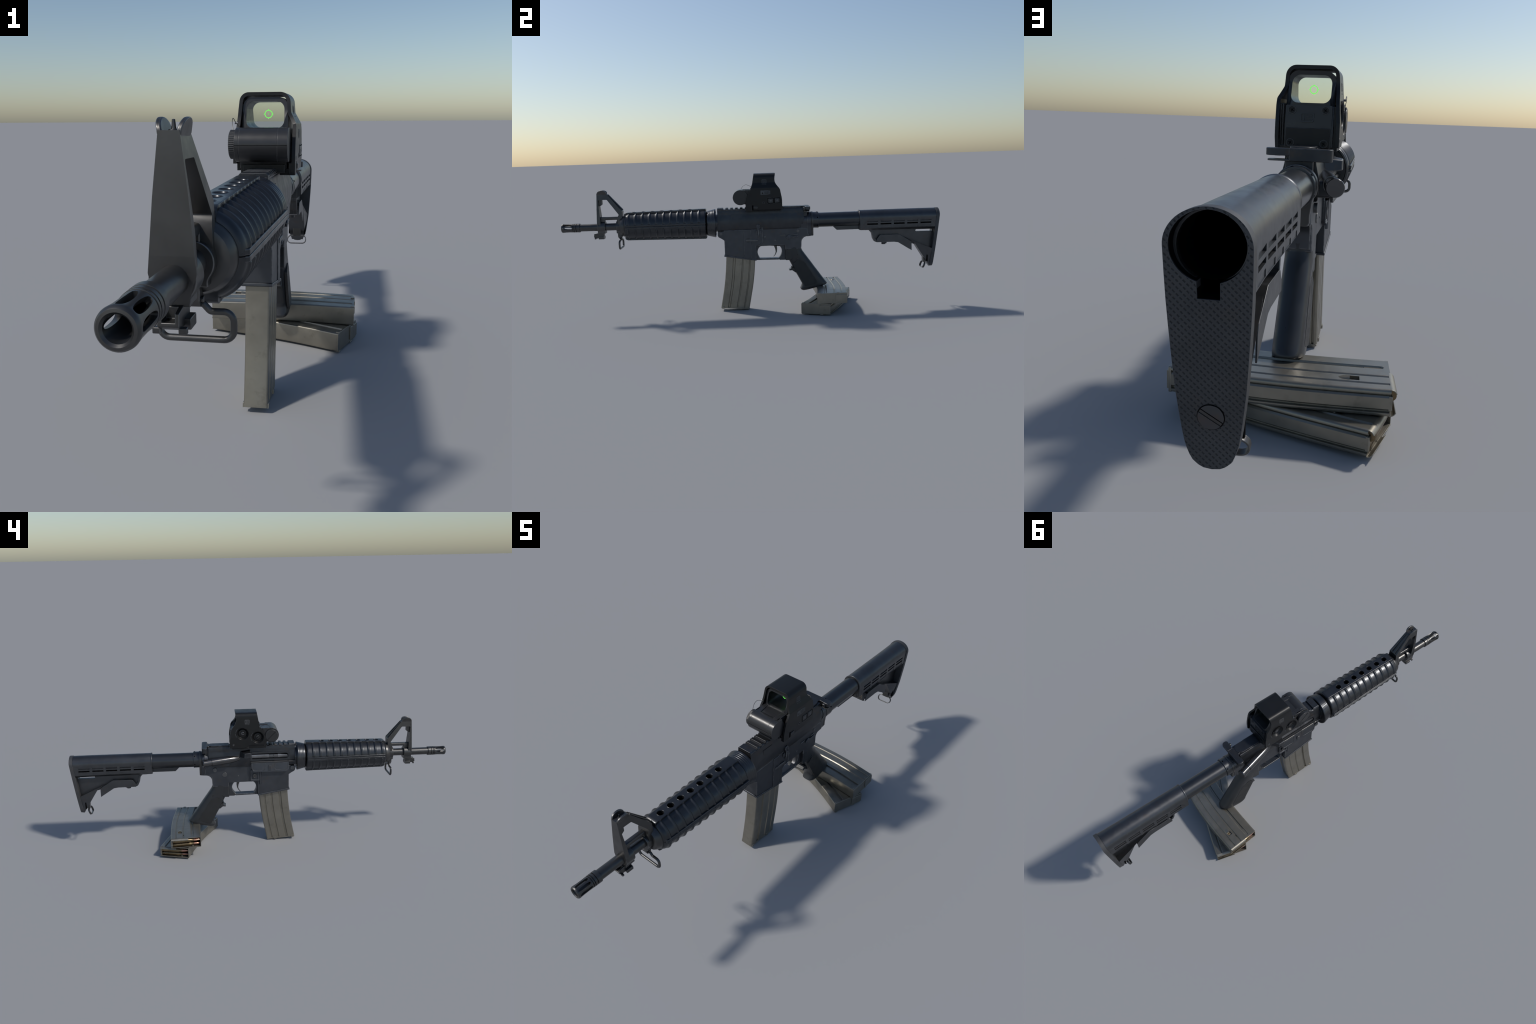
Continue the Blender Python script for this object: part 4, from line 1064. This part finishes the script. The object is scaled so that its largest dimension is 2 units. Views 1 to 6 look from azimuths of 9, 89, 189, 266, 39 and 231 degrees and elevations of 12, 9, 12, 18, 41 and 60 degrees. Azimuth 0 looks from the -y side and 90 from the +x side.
# mount
mt = place("optic_mount", box(-0.0480, 0.0520, -0.0250, 0.1560, 0.5385, 0.5580), M_OPTIC, hood, 0.0015)
place("mount_skirt", slab([fil([(-0.0245, 0.5360), (0.1540, 0.5360), (0.1540, 0.5580), (-0.0245, 0.5580)])], -0.0530, -0.0380, "x"), M_OPTIC, mt, 0.0015)
place("mount_skirt", slab([fil([(0.0690, 0.5360), (0.1540, 0.5360), (0.1540, 0.5480), (0.0690, 0.5480)])], -0.0660, -0.0500, "x"), M_OPTIC, mt, 0.0015)
place("mount_skirt", slab([fil([(-0.0100, 0.5320), (0.1600, 0.5320), (0.1600, 0.5480), (-0.0100, 0.5480)])], 0.0380, 0.0735, "x", lambda v: Vector((v.x if v.x < 0.05 else v.x - max(0, 0.55 - v.z) * 0.6, v.y, v.z))), M_OPTIC, mt, 0.0015)
place("mount_clamp", slab([fil([(-0.0250, 0.5330, 0.002), (0.0080, 0.5330, 0.002), (0.0080, 0.5630), (-0.0250, 0.5630, 0.003)])], 0.0610, 0.0765, "x"), M_OPTIC, mt, 0.0015)
place("mount_knob", slab([fil([(0.0150, 0.5460, 0.002), (0.0370, 0.5460, 0.002), (0.0370, 0.5580, 0.002), (0.0150, 0.5580, 0.002)])], 0.0700, 0.0790, "x"), M_OPTICB, mt, 0.0015)
place("mount_gap", box(0.0740, 0.0768, 0.0085, 0.0150, 0.5380, 0.5630), M_VOID, mt)
place("mount_nut", lathe([(-0.0605, 0.0030), (-0.0600, 0.0062), (-0.0585, 0.0070), (-0.0500, 0.0070)], 24, "x", (0.0310, 0.5500)), M_PIN, mt)
disc("nut_socket", -0.0612, -0.0604, 0.0310, 0.5500, 0.0036, M_VOID, mt, 0.0, 12)
wedge = [(0.0760, 0.5560), (0.0900, 0.5475), (0.1560, 0.5460)]

# ------------------------------------------------------------------ magazines
MAG_L, MAG_W, MAG_T = 0.432, 0.1550, 0.0275

def bend(s):
    return math.radians(interp([(0.0, 1.5), (0.13, 3.0), (0.215, 5.0), (0.350, 11.0), (0.50, 11.5)], s))

SPINE = [(0.0, 0.0)]
STEP = 0.004
for i in range(130):
    u, s = SPINE[-1]
    a = bend((i + 0.5) * STEP)
    SPINE.append((u + STEP * math.sin(a), s + STEP * math.cos(a)))

def spine_at(s):
    i = max(0, min(len(SPINE) - 2, int(s / STEP)))
    t = s / STEP - i
    a, b = SPINE[i], SPINE[i + 1]
    return lerp(a[0], b[0], t), lerp(a[1], b[1], t)

def mag_point(s, w, x, tilt=0.0):
    """Local magazine frame: s down from the lips, w from the front (-) to the
    back (+), x across.  Front is local -y, down is local -z."""
    ss = s + tilt * w
    a = bend(max(0.0, ss))
    u, d = spine_at(max(0.0, ss))
    if ss < 0:
        d += ss * math.cos(a)
    return Vector((x, -u + w * math.cos(a), -d - w * math.sin(a) * 0.35))

def groove(w, c, half, depth, soft=0.003):
    d = abs(w - c)
    if d >= half + soft:
        return 0.0
    if d <= half:
        return depth
    return depth * (0.5 + 0.5 * math.cos(pi * (d - half) / soft))

def mag_half_section(s):
    """Right-hand outline from the front mid-line round to the back mid-line."""
    h = MAG_W / 2
    k1 = 1.0 if s > 0.018 else math.sqrt(max(0.0, 1 - ((0.018 - s) / 0.009) ** 2)) if s > 0.009 else 0.0
    k0 = min(1.0, max(0.0, (s - 0.004) / 0.010))
    pts = [(-h, 0.0), (-h, MAG_T - 0.0045)]
    for i in range(1, 5):
        a = pi / 2 * i / 4
        pts.append((-h + 0.0045 * (1 - math.cos(a)), MAG_T - 0.0045 + 0.0045 * math.sin(a)))
    ws = []
    w = -h + 0.0070
    while w < h - 0.0070:
        ws.append(w)
        w += 0.00125
    for w in ws:
        d = groove(w, -h + 0.0430, 0.0044 * k1, 0.0065 * min(1.0, k1 * 2.5), 0.0026)
        d += groove(w, -h + 0.0885, 0.0014, 0.0036, 0.0034)
        d += groove(w, -h + 0.1265, 0.0012, 0.0034, 0.0034)
        pts.append((w, MAG_T - d))
    for i in range(0, 6):
        a = pi / 2 * i / 5
        pts.append((h - 0.0065 + 0.0065 * math.sin(a), MAG_T - 0.0065 + 0.0065 * math.cos(a)))
    pts += [(h, 0.0196), (h - 0.0010, 0.0188), (h - 0.0065, 0.0186), (h - 0.0065, 0.0152), (h - 0.0032, 0.0146), (h, 0.0110), (h, 0.0)]
    return pts

def mag_shell():
    bm = bmesh.new()
    ss = [0.0, 0.003, 0.006, 0.0085, 0.0091, 0.0097, 0.0108, 0.012, 0.0135, 0.0155, 0.018, 0.022, 0.029, 0.034, 0.038, 0.042, 0.046, 0.050, 0.054] + [0.054 + (MAG_L - 0.054) * i / 42 for i in range(1, 43)]
    rings = []
    for s in ss:
        half = mag_half_section(s)
        tilt = 0.06 * max(0.0, 0.05 - s) / 0.05
        full = half + [(w, -x) for w, x in reversed(half[1:-1])]
        rings.append([mag_point(s, w, x) for w, x in full])
    n = len(rings[0])
    inner = []
    for s in (0.040, 0.0):
        half = [(-MAG_W / 2 + 0.003, 0.0), (-MAG_W / 2 + 0.003, MAG_T - 0.003), (MAG_W / 2 - 0.009, MAG_T - 0.003), (MAG_W / 2 - 0.009, 0.0)]
        inner.append((s, half))
    V = [[bm.verts.new(p) for p in r] for r in rings]
    for a, b in zip(V, V[1:]):
        for i in range(n):
            bm.faces.new((a[i], a[(i + 1) % n], b[(i + 1) % n], b[i]))
    bm.faces.new(V[-1])
    # rim and well at the open top
    top = V[0]
    half = mag_half_section(0.0)
    full = half + [(w, -x) for w, x in reversed(half[1:-1])]
    def inset(w, x, s):
        return mag_point(s, max(-MAG_W / 2 + 0.0028, min(MAG_W / 2 - 0.0095, w)), max(-MAG_T + 0.0030, min(MAG_T - 0.0030, x)))
    r1 = [bm.verts.new(inset(w, x, 0.0)) for w, x in full]
    r2 = [bm.verts.new(inset(w, x, 0.048)) for w, x in full]
    for a, b in ((top, r1), (r1, r2)):
        for i in range(n):
            j = (i + 1) % n
            q = list(dict.fromkeys([a[i], a[j], b[j], b[i]]))
            try:
                bm.faces.new(q)
            except ValueError:
                pass
    bm.faces.new(r2)
    bmesh.ops.remove_doubles(bm, verts=bm.verts, dist=1e-5)
    bmesh.ops.dissolve_degenerate(bm, edges=bm.edges, dist=1e-6)
    return bm

def mag_floor():
    """Floor plate with its retaining tabs."""
    bm = bmesh.new()
    h = MAG_W / 2
    fl = fil([(-h + 0.0003, -MAG_T + 0.0002, 0.003), (h + 0.0004, -MAG_T + 0.0002, 0.003), (h + 0.0004, MAG_T - 0.0002, 0.003), (-h + 0.0003, MAG_T - 0.0002, 0.003)], 4)
    a, b = [[mag_point(s, w, x) for w, x in fl] for s in (MAG_L - 0.002, MAG_L + 0.0042)]
    loft([a, b], bm=bm)
    for w in (-0.066, 0.032):
        for sg in (-1, 1):
            q = [(w - 0.007, sg * (MAG_T - 0.001)), (w + 0.007, sg * (MAG_T - 0.001)), (w + 0.007, sg * (MAG_T + 0.0028)), (w - 0.007, sg * (MAG_T + 0.0028))]
            loft([[mag_point(s, u, x) for u, x in q] for s in (MAG_L - 0.0055, MAG_L + 0.0060)], bm=bm)
    q = [(0.020, -0.0195), (h + 0.0005, -0.0195), (h + 0.0005, 0.0195), (0.020, 0.0195)]
    loft([[mag_point(s, u, x) for u, x in q] for s in (MAG_L + 0.002, MAG_L + 0.0075)], bm=bm)
    return bm

def cartridge(parent, s, x, w_back):
    """Brass case with a copper bullet, lying back to front under the lips."""
    o = mag_point(s, w_back, x)
    fm = frame_map(o, (0, -1, -0.02))
    ca_ = place("cartridge_case", lathe([(0.0, 0.0090), (0.0005, 0.0112), (0.0030, 0.0112), (0.0038, 0.0100), (0.0062, 0.0100), (0.0075, 0.0112), (0.0860, 0.0105), (0.0950, 0.0078), (0.1060, 0.0077), (0.1062, 0.0060)], 24, mat=fm), M_BRASS, parent, angle=35)
    place("bullet", lathe([(0.1050, 0.0070), (0.1100, 0.0070), (0.1200, 0.0062), (0.1320, 0.0044), (0.1400, 0.0022), (0.1420, 0.0)], 20, mat=fm), M_COPPER, ca_)

def lips(parent):
    """Feed lips: the rear two thirds of the side walls curl over the opening."""
    h = MAG_W / 2
    for sg in (-1, 1):
        rings = []
        for w in [-0.012 + (h - 0.002 + 0.012) * i / 10 for i in range(11)]:
            ring = []
            k = 8
            for i in range(k + 1):
                a = math.radians(72) * i / k
                ring.append((0.0135 * math.sin(a), MAG_T - 0.0135 * (1 - math.cos(a))))
            inn = [(u * 0.86 - 0.0004, x - 0.0022 + 0.0003 * i) for i, (u, x) in enumerate(ring)]
            prof_ = ring + inn[::-1]
            rings.append([mag_point(0.0012 - u, w, sg * x) for u, x in prof_])
        place("feed_lip", loft(rings), M_MAG, parent, 0.0006)
        # low fences beside the bullets
        q = [(-h + 0.001, sg * (MAG_T - 0.0026)), (-0.012, sg * (MAG_T - 0.0026)), (-0.012, sg * (MAG_T - 0.0003)), (-h + 0.001, sg * (MAG_T - 0.0003))]
        place("feed_fence", loft([[mag_point(s, u, x) for u, x in q] for s in (0.004, -0.0035)]), M_MAG, parent, 0.0005)
    q = [(-h + 0.0002, -MAG_T + 0.002), (-h + 0.0030, -MAG_T + 0.002), (-h + 0.0030, MAG_T - 0.002), (-h + 0.0002, MAG_T - 0.002)]
    place("feed_fence", loft([[mag_point(s, u, x) for u, x in q] for s in (0.004, -0.0020)]), M_MAG, parent, 0.0005)
    q = [(h - 0.0095, -0.0140), (h - 0.0002, -0.0140), (h - 0.0002, 0.0140), (h - 0.0095, 0.0140)]
    place("back_spine", loft([[mag_point(s, u, x) for u, x in q] for s in (0.004, -0.0030)]), M_MAG, parent, 0.0008)

def set_world(ob, mat):
    for c in ob.children:
        set_world(c, mat)
    ob.data.transform(mat)

def magazine(name, parent, matrix, loaded):
    sh = place(name, mag_shell(), M_MAG, parent, angle=38)
    place("floor_plate", mag_floor(), M_MAG, sh, 0.0010)
    if loaded:
        wit = []
        hw = -MAG_W / 2 + 0.1075
        for sg in (1, -1):
            q = [(hw - 0.0100, sg * 0.0205), (hw + 0.0100, sg * 0.0205), (hw + 0.0100, sg * 0.035), (hw - 0.0100, sg * 0.035)]
            wit.append(place("cutter", loft([[mag_point(s, u, x) for u, x in q] for s in (0.0590, 0.0790)]), M_VOID))
        mt_ = sh.data.materials[0]
        cut(sh, wit, angle=38)
        for sg in (1, -1):
            arc = [(hw - 0.0108 * math.cos(pi * i / 8), MAG_T - 0.0025 + 0.0075 * math.sin(pi * i / 8)) for i in range(9)]
            arc += [(u, x - 0.003) for u, x in reversed(arc)]
            rings = [[mag_point(s, u, sg * (x - dx)) for u, x in arc] for s, dx in ((0.0780, 0.0), (0.090, 0.0016), (0.100, 0.0050))]
            place("witness_hood", loft(rings), M_MAG, sh, angle=50)
            place("witness_round", lathe([(-0.006, 0.0), (-0.006, 0.0055), (0.006, 0.0055), (0.006, 0.0)], 16, mat=frame_map(mag_point(0.0715, hw, sg * 0.0165), (0, 1, 0))), M_BRASS, sh)
        lips(sh)
        h = MAG_W / 2
        cartridge(sh, 0.0000, 0.0118, h - 0.0110)
        cartridge(sh, 0.0095, -0.0118, h - 0.0110)
        cartridge(sh, 0.0300, 0.0118, h - 0.0110)
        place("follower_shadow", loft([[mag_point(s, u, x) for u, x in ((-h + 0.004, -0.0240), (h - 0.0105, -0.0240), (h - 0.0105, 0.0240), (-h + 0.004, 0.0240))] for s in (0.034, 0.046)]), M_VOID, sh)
    set_world(sh, matrix)
    return sh

# one in the well (kept inside the carbine), two loose ones lying on their sides
u_b, d_b = spine_at(MAG_L)
magazine("magazine", gun, Matrix.Translation((0.0022, -0.0545, 0.4405)), False)

def lay(lips_front, lips_rear, base_front, base_rear, z_lips, z_base):
    """Matrix that lays a magazine flat: local +x up, local -z towards the base."""
    lc = (Vector(lips_front) + Vector(lips_rear)) / 2
    bc_ = (Vector(base_front) + Vector(base_rear)) / 2
    lc3, bc3 = Vector((lc.x, lc.y, z_lips)), Vector((bc_.x, bc_.y, z_base))
    chord = (bc3 - lc3).normalized()
    local = Vector((0, -u_b, -d_b)).normalized()
    up = Vector((0, 0, 1))
    up = (up - chord * up.dot(chord)).normalized()
    fwd = up.cross(chord)
    lx = Vector((1, 0, 0))
    lf = lx.cross(local)
    A = Matrix((lx, local, lf)).transposed()
    B = Matrix((up, chord, fwd)).transposed()
    R = (B @ A.transposed()).to_4x4()
    return Matrix.Translation(lc3) @ R

lab_ = "curved grey aluminium magazine loaded with brass cartridges"
top_mag = magazine("loose_magazine", None, lay((-0.2100, 0.3384), (-0.2206, 0.4840), (0.2090, 0.3250), (0.2225, 0.4730), 0.0882, 0.0872), True)
low_mag = magazine("loose_magazine", None, lay((-0.2175, 0.4030), (-0.1885, 0.5440), (0.1655, 0.2500), (0.2265, 0.3850), 0.0320, 0.0312), True)
for m_ in (top_mag, low_mag):
    m_["label"], m_["category"] = lab_, "rifle magazine"
